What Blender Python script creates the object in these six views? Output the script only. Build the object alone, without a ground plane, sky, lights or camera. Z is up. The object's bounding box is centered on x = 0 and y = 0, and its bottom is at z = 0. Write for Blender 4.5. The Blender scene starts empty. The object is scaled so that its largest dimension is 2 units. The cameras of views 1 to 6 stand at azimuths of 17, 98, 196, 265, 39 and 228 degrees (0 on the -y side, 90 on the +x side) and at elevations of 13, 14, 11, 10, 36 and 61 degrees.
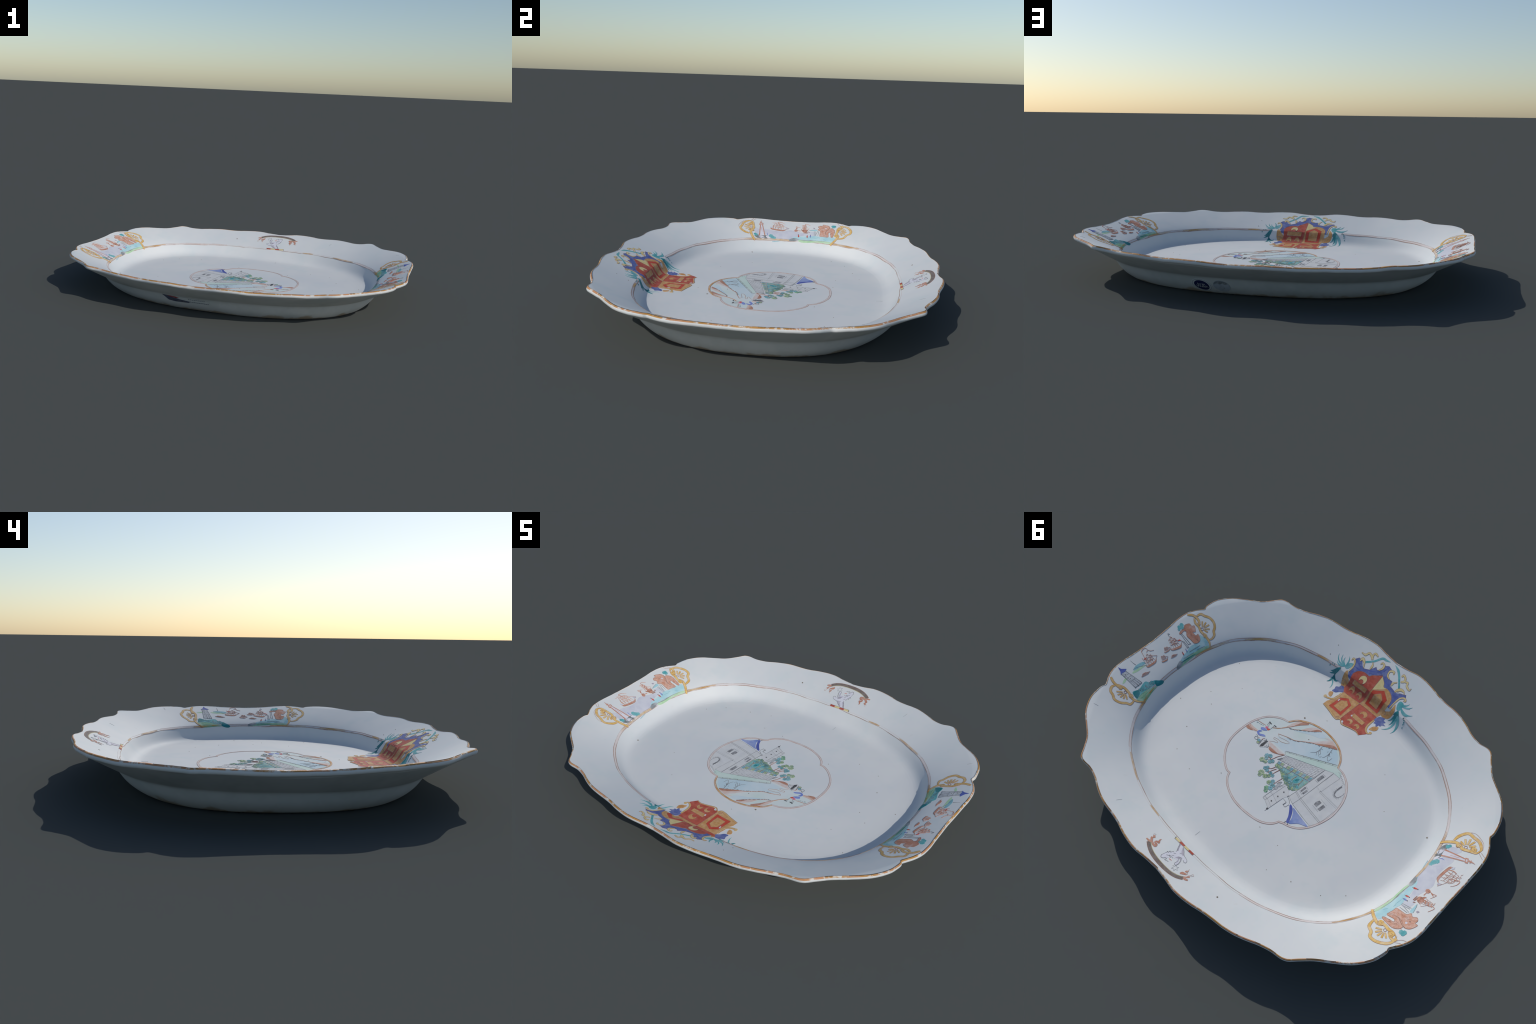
import bpy, bmesh, math, random
import numpy as np
from mathutils import Vector, Matrix
from mathutils.geometry import delaunay_2d_cdt

rng = random.Random(1770)
PI, TAU = math.pi, 2 * math.pi

# ------------------------------------------------------------------ outline
# One quadrant of the bracket-lobed rim, from the middle of a short side
# to the middle of a long side (notch at the 8th point, cusp at the 18th).
QUADRANT = [(.990, 0), (.992, .06), (.994, .13), (.996, .19), (.990, .25),
            (.973, .293), (.955, .321), (.944, .340), (.948, .358),
            (.944, .390), (.934, .427), (.910, .468), (.876, .506),
            (.822, .546), (.765, .587), (.722, .634), (.697, .665),
            (.681, .677), (.658, .683), (.610, .686), (.555, .702),
            (.500, .727), (.450, .745), (.400, .756), (.345, .762),
            (.290, .771), (.235, .785), (.180, .794), (.130, .796),
            (.070, .788), (0, .782)]


def catmull(pts, per=8, closed=False):
    P = np.array(pts, float)
    n = len(P)
    if closed:
        ext = np.vstack([P[-1:], P, P[:2]])
    else:
        ext = np.vstack([2 * P[0] - P[1], P, 2 * P[-1] - P[-2]])
    out = []
    for i in range(n if closed else n - 1):
        a, b, c, d = ext[i:i + 4]
        for k in range(per):
            t = k / per
            out.append(.5 * (2 * b + (c - a) * t + (2 * a - 5 * b + 4 * c - d) * t * t
                             + (3 * b - a - 3 * c + d) * t ** 3))
    if not closed:
        out.append(P[-1])
    return np.array(out)


# hand-thrown irregularity: where the cusps and notches really sit
WARP_FROM = [(.682, .678), (-.682, .678), (-.682, -.678), (.682, -.678),
             (.944, .34), (-.944, .34), (-.944, -.34), (.944, -.34),
             (.99, 0), (-.99, 0), (0, .782), (0, -.782),
             (.15, .796), (-.15, .796), (.15, -.796), (-.15, -.796),
             (.44, .748), (-.44, .748), (.44, -.748), (-.44, -.748)]
WARP_TO = [(.672, .688), (-.692, .677), (-.655, -.698), (.698, -.658),
           (.930, .363), (-.957, .328), (-.935, -.362), (.947, -.314),
           (.986, 0), (-.992, 0), (0, .788), (0, -.777),
           (.15, .802), (-.15, .798), (.15, -.794), (-.15, -.798),
           (.44, .756), (-.44, .748), (.44, -.735), (-.437, -.754)]


def warp_basis(p):
    x, y = p[:, 0], p[:, 1]
    return np.stack([np.ones_like(x), x, y, x * y, x * x, y * y, x * x * y, x * y * y, x ** 3, y ** 3], 1)


_wf, _wt = np.array(WARP_FROM), np.array(WARP_TO)
WARP = np.linalg.lstsq(warp_basis(_wf), _wt - _wf, rcond=None)[0]

quarter = catmull(QUADRANT, 10)
_all = np.vstack([quarter * s for s in ((1, 1), (-1, 1), (-1, -1), (1, -1))])
_all = (_all + warp_basis(_all) @ WARP) * (1.0, 1.004) + (.003, .001) + .0055 * np.clip(-_all[:, :1] * _all[:, 1:] / .4, 0, 1) * (_all[:, :1] < 0) * (1, -1) \
    + .0005 * np.clip(_all[:, :1] * _all[:, 1:] / .4, 0, 1) * (_all[:, :1] > 0)
_ang = np.arctan2(_all[:, 1], _all[:, 0])
_o = np.argsort(_ang)
OUT_A, OUT_R = _ang[_o], np.hypot(_all[_o, 0], _all[_o, 1])


def r_rim(a):
    return np.interp(a, OUT_A, OUT_R, period=TAU)


def superellipse(a, ax, ay, n):
    c, s = np.abs(np.cos(a)), np.abs(np.sin(a))
    return ((c / ax) ** n + (s / ay) ** n) ** (-1 / n)


def r_well(a):
    """Edge between the sloping rim and the well."""
    return superellipse(a, .808, .613, 2.5) + .006 * np.sin(a)


def r_foot(a):
    return (superellipse(a, .760, .573, 2.45) + .010 * np.cos(a)) * (1 + .011 * np.sin(2 * a))


def r_shoulder(a):
    s = np.clip(-np.sin(a), 0, 1)
    return r_well(a) + .018 + .007 * s ** 4 + .009 * np.sin(2 * a)


_sm = np.linspace(-PI, PI, 721)[:-1]
_k = np.exp(-.5 * (np.arange(-90, 91) / 26) ** 2)
_k /= _k.sum()
_smr = np.convolve(np.tile(r_rim(_sm), 3), _k, 'same')[720:1440]


def rim_bulge(a):
    return r_rim(a) - np.interp(a, _sm, _smr, period=TAU)


def r_soft(a):
    return np.interp(a, _sm, _smr, period=TAU)


def flange_z(a, r):
    """Sloping rim: a smooth cone; the lobes are only cut out of its edge."""
    c, s = np.cos(a), np.sin(a)
    tilt = .0022 * c - .004 * s + .0045 * c * s
    t = np.clip((r - r_well(a)) / (r_soft(a) - r_well(a)), 0, 1.2)
    e = .98 - .2 * c ** 2
    z = .1105 + (.0895 + tilt) * np.clip(t, 1e-6, None) ** e
    # the cusps flatten out instead of flicking up
    return np.where(z > .201, .201 + .012 * np.tanh((z - .201) / .016), z)


def z_rim(a):
    return flange_z(a, r_rim(a))


def smooth_noise(x, y, seed=0):
    v = 0
    r = np.random.RandomState(seed)
    for k in range(9):
        f = 3 + 3.2 * k * .6
        d = r.uniform(0, TAU)
        v = v + np.sin((x * math.cos(d) + y * math.sin(d)) * f * 1.7 + r.uniform(0, TAU)) / (1 + .55 * k)
    return v / 3


# well wall: distance inside the well edge -> height
WALL_IN = [-1.2, -.30, -.14, -.095, -.072, -.056, -.043, -.031, -.020, -.010, 0]
WALL_Z = [.0450, .0450, .0452, .0459, .0474, .0510, .0572, .0672, .0810, .0960, .1105]


def pchip(x, xs, ys):
    xs, ys = np.array(xs, float), np.array(ys, float)
    h = np.diff(xs)
    d = np.diff(ys) / h
    m = np.zeros_like(ys)
    for i in range(1, len(xs) - 1):
        if d[i - 1] * d[i] > 0:
            w1, w2 = 2 * h[i] + h[i - 1], h[i] + 2 * h[i - 1]
            m[i] = (w1 + w2) / (w1 / d[i - 1] + w2 / d[i])
    m[0], m[-1] = d[0], d[-1]
    i = np.clip(np.searchsorted(xs, x) - 1, 0, len(xs) - 2)
    t = np.clip((x - xs[i]) / h[i], 0, 1)
    return ((1 + 2 * t) * (1 - t) ** 2 * ys[i] + t * (1 - t) ** 2 * h[i] * m[i]
            + t * t * (3 - 2 * t) * ys[i + 1] + t * t * (t - 1) * h[i] * m[i + 1])


def top_z(x, y):
    """Height of the glazed upper surface over any plan position."""
    x, y = np.asarray(x, float), np.asarray(y, float)
    a, r = np.arctan2(y, x), np.hypot(x, y)
    rw, ro = r_well(a), r_rim(a)
    din = (r - rw)
    # the well was thrown a little off centre: its wall is steeper towards one corner
    wide = 1 - .17 * np.cos(a + .6)
    flange = flange_z(a, r)
    wall = pchip(np.minimum(din / wide, 0), WALL_IN, WALL_Z) - .007 * y * np.clip(-din / .08, 0, 1)
    # kiln sag: the middle and one corner of the floor dip by a few millimetres
    floor = np.clip(-din / .1, 0, 1)
    wall = wall - floor * (.0035 * np.exp(-(r / .3) ** 2) + .005 * np.exp(-((x - .55) ** 2 + (y + .3) ** 2) / .055))
    blend = 1 / (1 + np.exp(-din / .0014))
    z = wall * (1 - blend) + flange * blend
    # the break is a soft ridge, not a knife edge
    return z + .0009 * smooth_noise(x, y, 3) - .0008 * np.exp(-(din / .006) ** 2)


def top_n(x, y, e=.002):
    dx = (top_z(x + e, y) - top_z(x - e, y)) / (2 * e)
    dy = (top_z(x, y + e) - top_z(x, y - e)) / (2 * e)
    n = np.stack([-dx, -dy, np.ones_like(dx)], -1)
    return n / np.linalg.norm(n, axis=-1, keepdims=True)


# ------------------------------------------------------------------ materials
def srgb(h):
    c = [int(h[i:i + 2], 16) / 255 for i in (0, 2, 4)]
    return tuple(v / 12.92 if v <= .04045 else ((v + .055) / 1.055) ** 2.4 for v in c) + (1,)


GLAZE = 'd8dadb'
MATS = {}


class Nodes:
    def __init__(self, name, rough=.62, spec=.22):
        self.mat = bpy.data.materials.new(name)
        self.mat.use_nodes = True
        self.t = self.mat.node_tree
        self.b = self.t.nodes['Principled BSDF']
        self.b.inputs['Roughness'].default_value = rough
        self.b.inputs['Specular IOR Level'].default_value = spec
        self.co = self.t.nodes.new('ShaderNodeTexCoord').outputs['Object']

    def noise(self, scale, detail=4, rough=.55, stretch=None):
        n = self.t.nodes.new('ShaderNodeTexNoise')
        n.inputs['Scale'].default_value = scale
        n.inputs['Detail'].default_value = detail
        n.inputs['Roughness'].default_value = rough
        src = self.co
        if stretch:
            m = self.t.nodes.new('ShaderNodeMapping')
            m.inputs['Scale'].default_value = stretch
            self.t.links.new(src, m.inputs['Vector'])
            src = m.outputs[0]
        self.t.links.new(src, n.inputs['Vector'])
        return n.outputs['Fac']

    def ramp(self, src, lo, hi, a=0, b=1):
        n = self.t.nodes.new('ShaderNodeMapRange')
        n.clamp = True
        n.interpolation_type = 'SMOOTHSTEP'
        for k, v in zip(('From Min', 'From Max', 'To Min', 'To Max'), (lo, hi, a, b)):
            n.inputs[k].default_value = v
        self.t.links.new(src, n.inputs['Value'])
        return n.outputs['Result']

    def math(self, op, a, b=0.):
        n = self.t.nodes.new('ShaderNodeMath')
        n.operation = op
        for i, v in enumerate((a, b)):
            if isinstance(v, (int, float)):
                n.inputs[i].default_value = v
            else:
                self.t.links.new(v, n.inputs[i])
        return n.outputs[0]

    def mix(self, fac, a, b):
        n = self.t.nodes.new('ShaderNodeMix')
        n.data_type = 'RGBA'
        for sock, v in ((n.inputs[0], fac), (n.inputs[6], a), (n.inputs[7], b)):
            if isinstance(v, str):
                sock.default_value = srgb(v)
            elif isinstance(v, (int, float)):
                sock.default_value = v
            else:
                self.t.links.new(v, sock)
        return n.outputs[2]

    def axis(self, k):
        s = self.t.nodes.new('ShaderNodeSeparateXYZ')
        self.t.links.new(self.co, s.inputs[0])
        return s.outputs[k]

    def done(self, col, bump=None, strength=.1, dist=.002):
        self.t.links.new(col, self.b.inputs['Base Color'])
        if bump is not None:
            n = self.t.nodes.new('ShaderNodeBump')
            n.inputs['Strength'].default_value = strength
            n.inputs['Distance'].default_value = dist
            self.t.links.new(bump, n.inputs['Height'])
            self.t.links.new(n.outputs[0], self.b.inputs['Normal'])
        return self.mat


def glaze_base(N):
    """Bluish-white export glaze with faint clouds, streaks and kiln specks."""
    a = N.mix(N.ramp(N.noise(2.2, 3), .38, .64), 'd3d5d5', 'd9dad8')
    a = N.mix(N.ramp(N.noise(7, 4, .6), .46, .70, 0, .5), a, 'ccd4d4')
    a = N.mix(N.ramp(N.noise(38, 3, .6), .66, .78, 0, .25), a, 'c9c8c4')
    return a


def make_glaze():
    N = Nodes('porcelain_glaze')
    return N.done(glaze_base(N), N.noise(9, 3), .12, .004)


def make_gilding():
    """Worn gilt line on the crest of the lip, rubbed through to the glaze."""
    N = Nodes('gilt_edge')
    g = N.mix(N.ramp(N.noise(6, 4, .6), .4, .62), 'b5874c', 'bd8a66')
    wear = N.math('ADD', N.ramp(N.noise(9, 5, .7), .38, .68, 0, .75), N.ramp(N.noise(45, 4, .7), .42, .66, 0, .6))
    return N.done(N.mix(N.ramp(wear, .4, 1.05), g, 'd4cfc6'), N.noise(60, 3), .15, .003)


def make_underglaze():
    """Outer wall: glaze tinted grey for the shade under the rim, iron-brown stain burnt along the foot."""
    N = Nodes('porcelain_glaze_underside')
    a = glaze_base(N)
    a = N.mix(N.ramp(N.noise(5, 5, .65), .38, .75, .25, .75), a, 'b4bbb9')  # patchy darkening that bakes part of the underside's shadow into the colour
    h = N.math('ADD', N.axis(2), N.ramp(N.noise(7, 4, .6), .3, .75, .014, -.030))
    st = N.ramp(h, .014, -.008)
    a = N.mix(N.math('MULTIPLY', st, .62), a, '9a7c54')
    return N.done(a, N.noise(14, 4), .15, .004)


# ------------------------------------------------------------------ helpers
def link(ob, parent, kind=None):
    bpy.context.scene.collection.objects.link(ob)
    ob.parent = parent
    if kind:
        ob['kind'] = kind
    return ob


def mesh_object(name, verts, faces, mat, parent, normals=None, smooth=True):
    me = bpy.data.meshes.new(name)
    me.from_pydata([tuple(v) for v in verts], [], faces)
    me.materials.append(mat)
    me.polygons.foreach_set('use_smooth', [smooth] * len(me.polygons))
    me.update()
    if normals is not None:
        me.normals_split_custom_set_from_vertices([tuple(n) for n in normals])
    return link(bpy.data.objects.new(name, me), parent)


# ------------------------------------------------------------------ platter
root = bpy.data.objects.new('porcelain_platter', None)
bpy.context.scene.collection.objects.link(root)
root.empty_display_size = .2
root['label'] = 'lobed white porcelain platter painted with arms and harbour scenes'
root['category'] = 'serving platter'

NA = 1440
ANG = np.linspace(-PI, PI, NA + 1)[:-1]
RO, RW, RF = r_rim(ANG), r_well(ANG), r_foot(ANG)
CA, SA = np.cos(ANG), np.sin(ANG)
rings, zone = [], []


def ring(r, z, kind):
    rings.append(np.stack([r * CA, r * SA, np.broadcast_to(z, r.shape)], 1))
    zone.append(kind)


LIP = .011         # half thickness of the rounded lip
# underside, from the centre of the base outwards
for f in np.linspace(.02, .93, 16):
    ring(RF * f, .0065 + 0 * RF, 'foot')
ring(RF * .945, .006 + 0 * RF, 'foot')
ring(RF * .955, .001 + 0 * RF, 'foot')
ring(RF * .965, 0 * RF, 'foot')
ring(RF * .992, 0 * RF, 'foot')
SHOULDER = r_shoulder(ANG)
for f, z in zip(np.linspace(0, 1, 13), np.linspace(0, 1, 13)):
    # outer wall bows outwards on its way up to the shoulder
    ring(RF + (SHOULDER - RF) * (1 - (1 - f) ** 2.1) + .018 * f ** 5, .0015 + .0895 * f + 0 * RF, 'foot')
ZR = z_rim(ANG)
for t in np.linspace(.06, .93, 18):
    r = SHOULDER + .018 + (RO - SHOULDER - .018) * t
    z = .091 + (ZR - 2 * LIP - .002 - .091) * (t / .95) ** 1.05 + .002 * smooth_noise(r * CA, r * SA, 8)
    ring(r, z, 'foot')
for k in range(1, 9):
    ph = -PI / 2 + (k - 1) / 7 * PI * .93
    ring(RO - LIP * .6 + LIP * 1.05 * math.cos(ph), ZR - LIP + LIP * math.sin(ph)
         + .0011 * smooth_noise(5 * RO * CA, 5 * RO * SA, 11), 'gilt' if k > 6 else 'rim')
inner = np.concatenate([np.linspace(.985, .05, 56), [.035, .02, .01, 0]])
for t in inner:
    r = RW + (RO - RW) * t
    ring(r, top_z(r * CA, r * SA), 'gilt' if t > .975 else 'rim')
for d in list(np.linspace(.003, .15, 50)):
    r = RW - d
    ring(r, top_z(r * CA, r * SA), 'well')
r15 = RW - .15
for f in np.linspace(.975, .02, 40):
    r = r15 * f
    ring(r, top_z(r * CA, r * SA), 'well')

V = np.concatenate(rings)
nr = len(rings)
faces, fzone = [], []
for i in range(nr - 1):
    k = zone[i + 1]
    for j in range(NA):
        jj = (j + 1) % NA
        faces.append((i * NA + j, i * NA + jj, (i + 1) * NA + jj, (i + 1) * NA + j))
        fzone.append(k)
faces.append(tuple(range(NA))[::-1])
fzone.append('foot')
faces.append(tuple(range((nr - 1) * NA, nr * NA)))
fzone.append('well')

_me = bpy.data.meshes.new('whole')
_me.from_pydata(V.tolist(), [], faces)
_me.update()
VN = np.array([v.vector[:] for v in _me.vertex_normals])
bpy.data.meshes.remove(_me)

M_GLAZE = make_glaze()
M_UNDER = make_underglaze()


def region(name, kind, mat):
    fs = [f for f, k in zip(faces, fzone) if k == kind]
    ids = sorted({i for f in fs for i in f})
    mp = {g: l for l, g in enumerate(ids)}
    return mesh_object(name, V[ids], [tuple(mp[i] for i in f) for f in fs], mat, root, VN[ids])


region('rim', 'rim', M_GLAZE)
region('gilt_edge', 'gilt', make_gilding())
region('well', 'well', M_GLAZE)
region('foot', 'foot', M_UNDER)

# ------------------------------------------------------------------ enamel painting
# Overglaze enamel stands a little proud of the glaze.  Every colour area is a
# thin raised patch and every pencilled line a thin raised bead that follows
# the glazed surface.  Plan positions are in millimetres, x along the platter.
PAINTS = {}


def paint(name, a, b=None, worn=0., rough=.45, scale=24., grain=.5):
    N = Nodes('enamel_' + name, rough + .25, .18)
    col = N.mix(N.ramp(N.noise(scale, 4, .6), .5 - grain * .35, .5 + grain * .35), a, b or a)
    if worn > 0:
        thin = N.ramp(N.noise(scale * .9, 4, .65), .42, .72, 0, worn)
        col = N.mix(thin, col, GLAZE)
    PAINTS[name] = N.done(col)


class Enamel:
    """Collects the patches and lines of one painted part into one mesh."""
    count = 0

    def __init__(self, surface=None):
        self.v, self.n, self.f, self.m, self.mats = [], [], [], [], []
        self.surface = surface or Enamel.on_top

    @staticmethod
    def on_top(P, h):
        z = top_z(P[:, 0], P[:, 1])
        n = top_n(P[:, 0], P[:, 1])
        # paint pools over the break between rim and well
        din = np.hypot(P[:, 0], P[:, 1]) - r_well(np.arctan2(P[:, 1], P[:, 0]))
        h = h * (1 + 1.6 * np.exp(-(din / .009) ** 2))
        return np.column_stack([P, z]) + n * np.reshape(h, (-1, 1)), n

    def lift(self, layer):
        Enamel.count += 1
        return .00028 + .00018 * layer + .000012 * (Enamel.count % 9)

    def add(self, P, tris, loops, mat, layer):
        """P: plan points (m); tris/quads over them; loops: border chains."""
        h = self.lift(layer)
        top, n = self.surface(P, h)
        low, _ = self.surface(P, -.0004)
        if mat not in self.mats:
            self.mats.append(mat)
        k = self.mats.index(mat)
        o = len(self.v)
        self.v.extend(top)
        self.n.extend(n)
        for t in tris:
            self.f.append([o + i for i in t])
            self.m.append(k)
        for loop in loops:
            a = np.asarray(loop)
            t = np.roll(P[a], -1, 0) - np.roll(P[a], 1, 0)
            side = np.column_stack([t[:, 1], -t[:, 0], 0 * t[:, 0]])
            side /= np.linalg.norm(side, axis=1, keepdims=True) + 1e-12
            b = len(self.v)
            self.v.extend(top[a])
            self.v.extend(low[a])
            self.n.extend(side * .6 + n[a])
            self.n.extend(side)
            m = len(a)
            for i in range(m):
                j = (i + 1) % m
                self.f.append([b + i, b + m + i, b + m + j, b + j])
                self.m.append(k)

    # -- a patch of colour with a hand-drawn outline
    def fill(self, mat, pts, layer=1, soft=True, step=.007):
        P = np.array(pts, float) / 1000
        if np.any(np.abs(np.hypot(P[:, 0], P[:, 1]) - r_well(np.arctan2(P[:, 1], P[:, 0]))) < .05) and self.surface is Enamel.on_top:
            step = .003
        if soft:
            P = catmull(P, 5, True)
        if np.sum(P[:, 0] * np.roll(P[:, 1], -1) - P[:, 1] * np.roll(P[:, 0], -1)) < 0:
            P = P[::-1]
        edge = []
        for a, b in zip(P, np.roll(P, -1, 0)):
            d = np.linalg.norm(b - a)
            if d < 1e-5:
                continue
            for i in range(max(1, int(d / step))):
                edge.append(a + (b - a) * i / max(1, int(d / step)))
        E = np.array(edge)
        lo, hi = E.min(0), E.max(0)
        gx, gy = np.meshgrid(np.arange(lo[0], hi[0], step), np.arange(lo[1], hi[1], step))
        G = np.column_stack([gx.ravel(), gy.ravel()])
        inside = np.zeros(len(G), bool)
        for a, b in zip(E, np.roll(E, -1, 0)):
            c = (a[1] > G[:, 1]) != (b[1] > G[:, 1])
            with np.errstate(divide='ignore', invalid='ignore'):
                xx = a[0] + (G[:, 1] - a[1]) * (b[0] - a[0]) / (b[1] - a[1])
            inside ^= c & (G[:, 0] < xx)
        G = G[inside]
        if len(G):
            d = np.min(np.linalg.norm(G[:, None] - E[None], axis=2), 1)
            G = G[d > step * .4]
        A = np.vstack([E, G]) if len(G) else E
        n = len(E)
        vo, eo, fo = delaunay_2d_cdt([Vector(p) for p in A], [(i, (i + 1) % n) for i in range(n)],
                                     [], 1, 1e-6)[:3]
        Q = np.array([v[:] for v in vo])
        cnt = {}
        tris = []
        for t in fo:
            t = list(t)
            p = Q[t]
            if (p[1, 0] - p[0, 0]) * (p[2, 1] - p[0, 1]) - (p[1, 1] - p[0, 1]) * (p[2, 0] - p[0, 0]) < 0:
                t.reverse()
            tris.append(t)
            for i in range(3):
                cnt[(t[i], t[(i + 1) % 3])] = 1
        nxt = {a: b for a, b in cnt if (b, a) not in cnt}
        loops = []
        while nxt:
            s = next(iter(nxt))
            loop = [s]
            while nxt.get(loop[-1]) is not None:
                loop.append(nxt.pop(loop[-1]))
                if loop[-1] == s:
                    loop.pop()
                    break
            if len(loop) > 2:
                loops.append(loop)
            else:
                nxt.pop(s, None)
        self.add(Q, tris, loops, mat, layer)
        return self

    # -- a brush line; width in mm, one value or (start, middle, end)
    def line(self, mat, pts, width=2.4, layer=3, soft=True, closed=False):
        P = np.array(pts, float) / 1000
        if soft and len(P) > 2:
            P = catmull(P, 6, closed)
        else:
            if closed:
                P = np.vstack([P, P[:1]])
            out = []
            for a, b in zip(P[:-1], P[1:]):
                m = max(1, int(np.linalg.norm(b - a) / .008))
                out += [a + (b - a) * i / m for i in range(m)]
            P = np.array(out + [P[-1]])
            if closed:
                P = P[:-1]
        keep = [0]
        for i in range(1, len(P)):
            if np.linalg.norm(P[i] - P[keep[-1]]) > .0004:
                keep.append(i)
        P = P[keep]
        n = len(P)
        if n < 2:
            return self
        if closed:
            T0, T1 = P - np.roll(P, 1, 0), np.roll(P, -1, 0) - P
        else:
            D = np.diff(P, axis=0)
            T0, T1 = np.vstack([D[:1], D]), np.vstack([D, D[-1:]])
        T0 = T0 / np.linalg.norm(T0, axis=1, keepdims=True)
        T1 = T1 / np.linalg.norm(T1, axis=1, keepdims=True)
        T = T0 + T1
        T /= np.linalg.norm(T, axis=1, keepdims=True) + 1e-9
        N = np.column_stack([-T[:, 1], T[:, 0]])
        mit = 1 / np.clip(np.abs(np.sum(N * np.column_stack([-T1[:, 1], T1[:, 0]]), 1)), .6, 1)
        s = np.linspace(0, 1, n)
        if isinstance(width, (tuple, list)):
            w = np.interp(s, np.linspace(0, 1, len(width)), width)
        else:
            w = np.full(n, float(width))
        w = np.maximum(w, .5) * mit / 2000
        L, R = P + N * w[:, None], P - N * w[:, None]
        Q = np.vstack([L, R])
        m = n if closed else n - 1
        quads = [[n + i, n + (i + 1) % n, (i + 1) % n, i] for i in range(m)]
        if closed:
            loops = [list(range(n, 2 * n)), list(range(n))[::-1]]
        else:
            loops = [list(range(n, 2 * n)) + list(range(n))[::-1]]
        self.add(Q, quads, loops, mat, layer)
        return self

    def disc(self, mat, c, r, layer=3, wobble=.08):
        k = 14 if r > 3 else 9
        ph = rng.uniform(0, TAU)
        return self.fill(mat, [(c[0] + r * (1 + wobble * math.sin(3 * t + ph)) * math.cos(t),
                                c[1] + r * (1 + wobble * math.sin(2 * t + ph)) * math.sin(t))
                               for t in np.linspace(0, TAU, k + 1)[:-1]], layer, True)

    def clump(self, mat, edge, blobs, layer=3):
        """Foliage drawn as overlapping round pads, each with a scalloped pencil edge."""
        for (x, y), r in blobs:
            ph = rng.uniform(0, TAU)
            P = [(x + r * (1 + .09 * math.cos(7 * t + ph)) * math.cos(t),
                  y + r * (1 + .09 * math.cos(7 * t + ph)) * math.sin(t)) for t in np.linspace(0, TAU, 29)[:-1]]
            self.fill(mat, P, layer, False)
            if edge:
                self.line(edge, P[:rng.randint(14, 24)], 1.2, layer + 1)
        return self

    def crescent(self, mat, c, r, bite, br, layer=4, edge=None):
        """Moon: disc of radius r with a round bite taken out of it."""
        c, bite = np.array(c, float), np.array(bite, float)
        d = bite - c
        D = np.linalg.norm(d)
        base = math.atan2(d[1], d[0])
        ca = np.clip((r * r + D * D - br * br) / (2 * r * D), -1, 1)
        al = math.acos(ca)
        cb = np.clip((br * br + D * D - r * r) / (2 * br * D), -1, 1)
        be = math.acos(cb)
        P = [c + r * np.array([math.cos(t), math.sin(t)]) for t in np.linspace(base + al, base + TAU - al, 22)]
        P += [bite + br * np.array([math.cos(t), math.sin(t)])
              for t in np.linspace(base + PI + be, base + PI - be, 14)[1:-1]]
        self.fill(mat, P, layer, False)
        if edge:
            self.line(edge, P, 1.1, layer + 1, False, True)
        return self

    def plume(self, mat, base, tips, width, layer=3):
        """Curling leaves from one root: (tip, sideways bend in mm)."""
        b = np.array(base, float)
        for tip, bend in tips:
            t = np.array(tip, float)
            d = t - b
            c = b + d * .62 + np.array([-d[1], d[0]]) / (np.linalg.norm(d) + 1e-9) * bend * 2.1
            P = [b * (1 - k) ** 2 + c * 2 * k * (1 - k) + t * k * k for k in np.linspace(0, 1, 8)]
            self.line(mat, P, (width * .6, width, width * .9, width * .55, .5), layer)
        return self

    def scroll(self, gold, edge, pts, w, layer=4):
        w = list(w) if isinstance(w, (tuple, list)) else [w * .6] + [w] * 6 + [w * .6]
        w = w[:-1] + [w[-1], w[-1] * .45]
        self.line(edge, pts, [v + 2.6 for v in w], layer)
        return self.line(gold, pts, w, layer + 1.4)

    def petals(self, gold, edge, root, tips, w, layer=4):
        r = np.array(root, float)
        for tip in tips:
            t = np.array(tip, float)
            a = r + (t - r) * .3
            self.line(edge, [a, (a + t) / 2, t], (w * .45 + 1.6, w + 2, w * .9 + 1.5), layer)
            self.line(gold, [a, (a + t) / 2, t], (w * .45, w, w * .8), layer + 1.4)
        return self

    def ship(self, hull, rig, at, along, up, masts, hull_fill, pennant=True, layer=4):
        """A little sailing ship; along/up are plan vectors in mm."""
        o, a, u = (np.array(v, float) for v in (at, along, up))

        def q(s, t):
            return o + a * s + u * t
        self.fill(hull_fill, [q(-.5, .12), q(-.42, -.06), q(0, -.1), q(.38, -.06), q(.55, .18), q(.3, .06), q(-.3, .05)], layer)
        self.line(hull, [q(-.5, .12), q(-.42, -.06), q(0, -.1), q(.38, -.06), q(.55, .18)], (1, 2.2, 1), layer + 1)
        for k in range(masts):
            s = -.3 + .6 * (k + .5) / masts + rng.uniform(-.02, .02)
            top = .92 - .16 * abs(k - (masts - 1) / 2) + rng.uniform(-.05, .05)
            self.line(rig, [q(s, .03), q(s + .02, top)], 1.3, layer + 1)
            w = .36 / masts + .05
            for j in range(3):
                t0 = .16 + j * .26 * top
                ww = w * (1 - .2 * j)
                self.line(rig, [q(s - ww, t0), q(s - ww * .85, t0 + .2 * top), q(s + ww * .8, t0 + .21 * top),
                                q(s + ww, t0 + .01)], 1.1, layer + 2, False)
            if pennant:
                self.line(rig, [q(s + .02, top), q(s - .09, top + .07), q(s - .16, top + .01), q(s - .26, top + .06)], (1.8, 1.2, .6), layer + 1)
        self.line(rig, [q(.5, .17), q(.72, .32), q(.2, .62)], .9, layer + 1, False)
        return self

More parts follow.
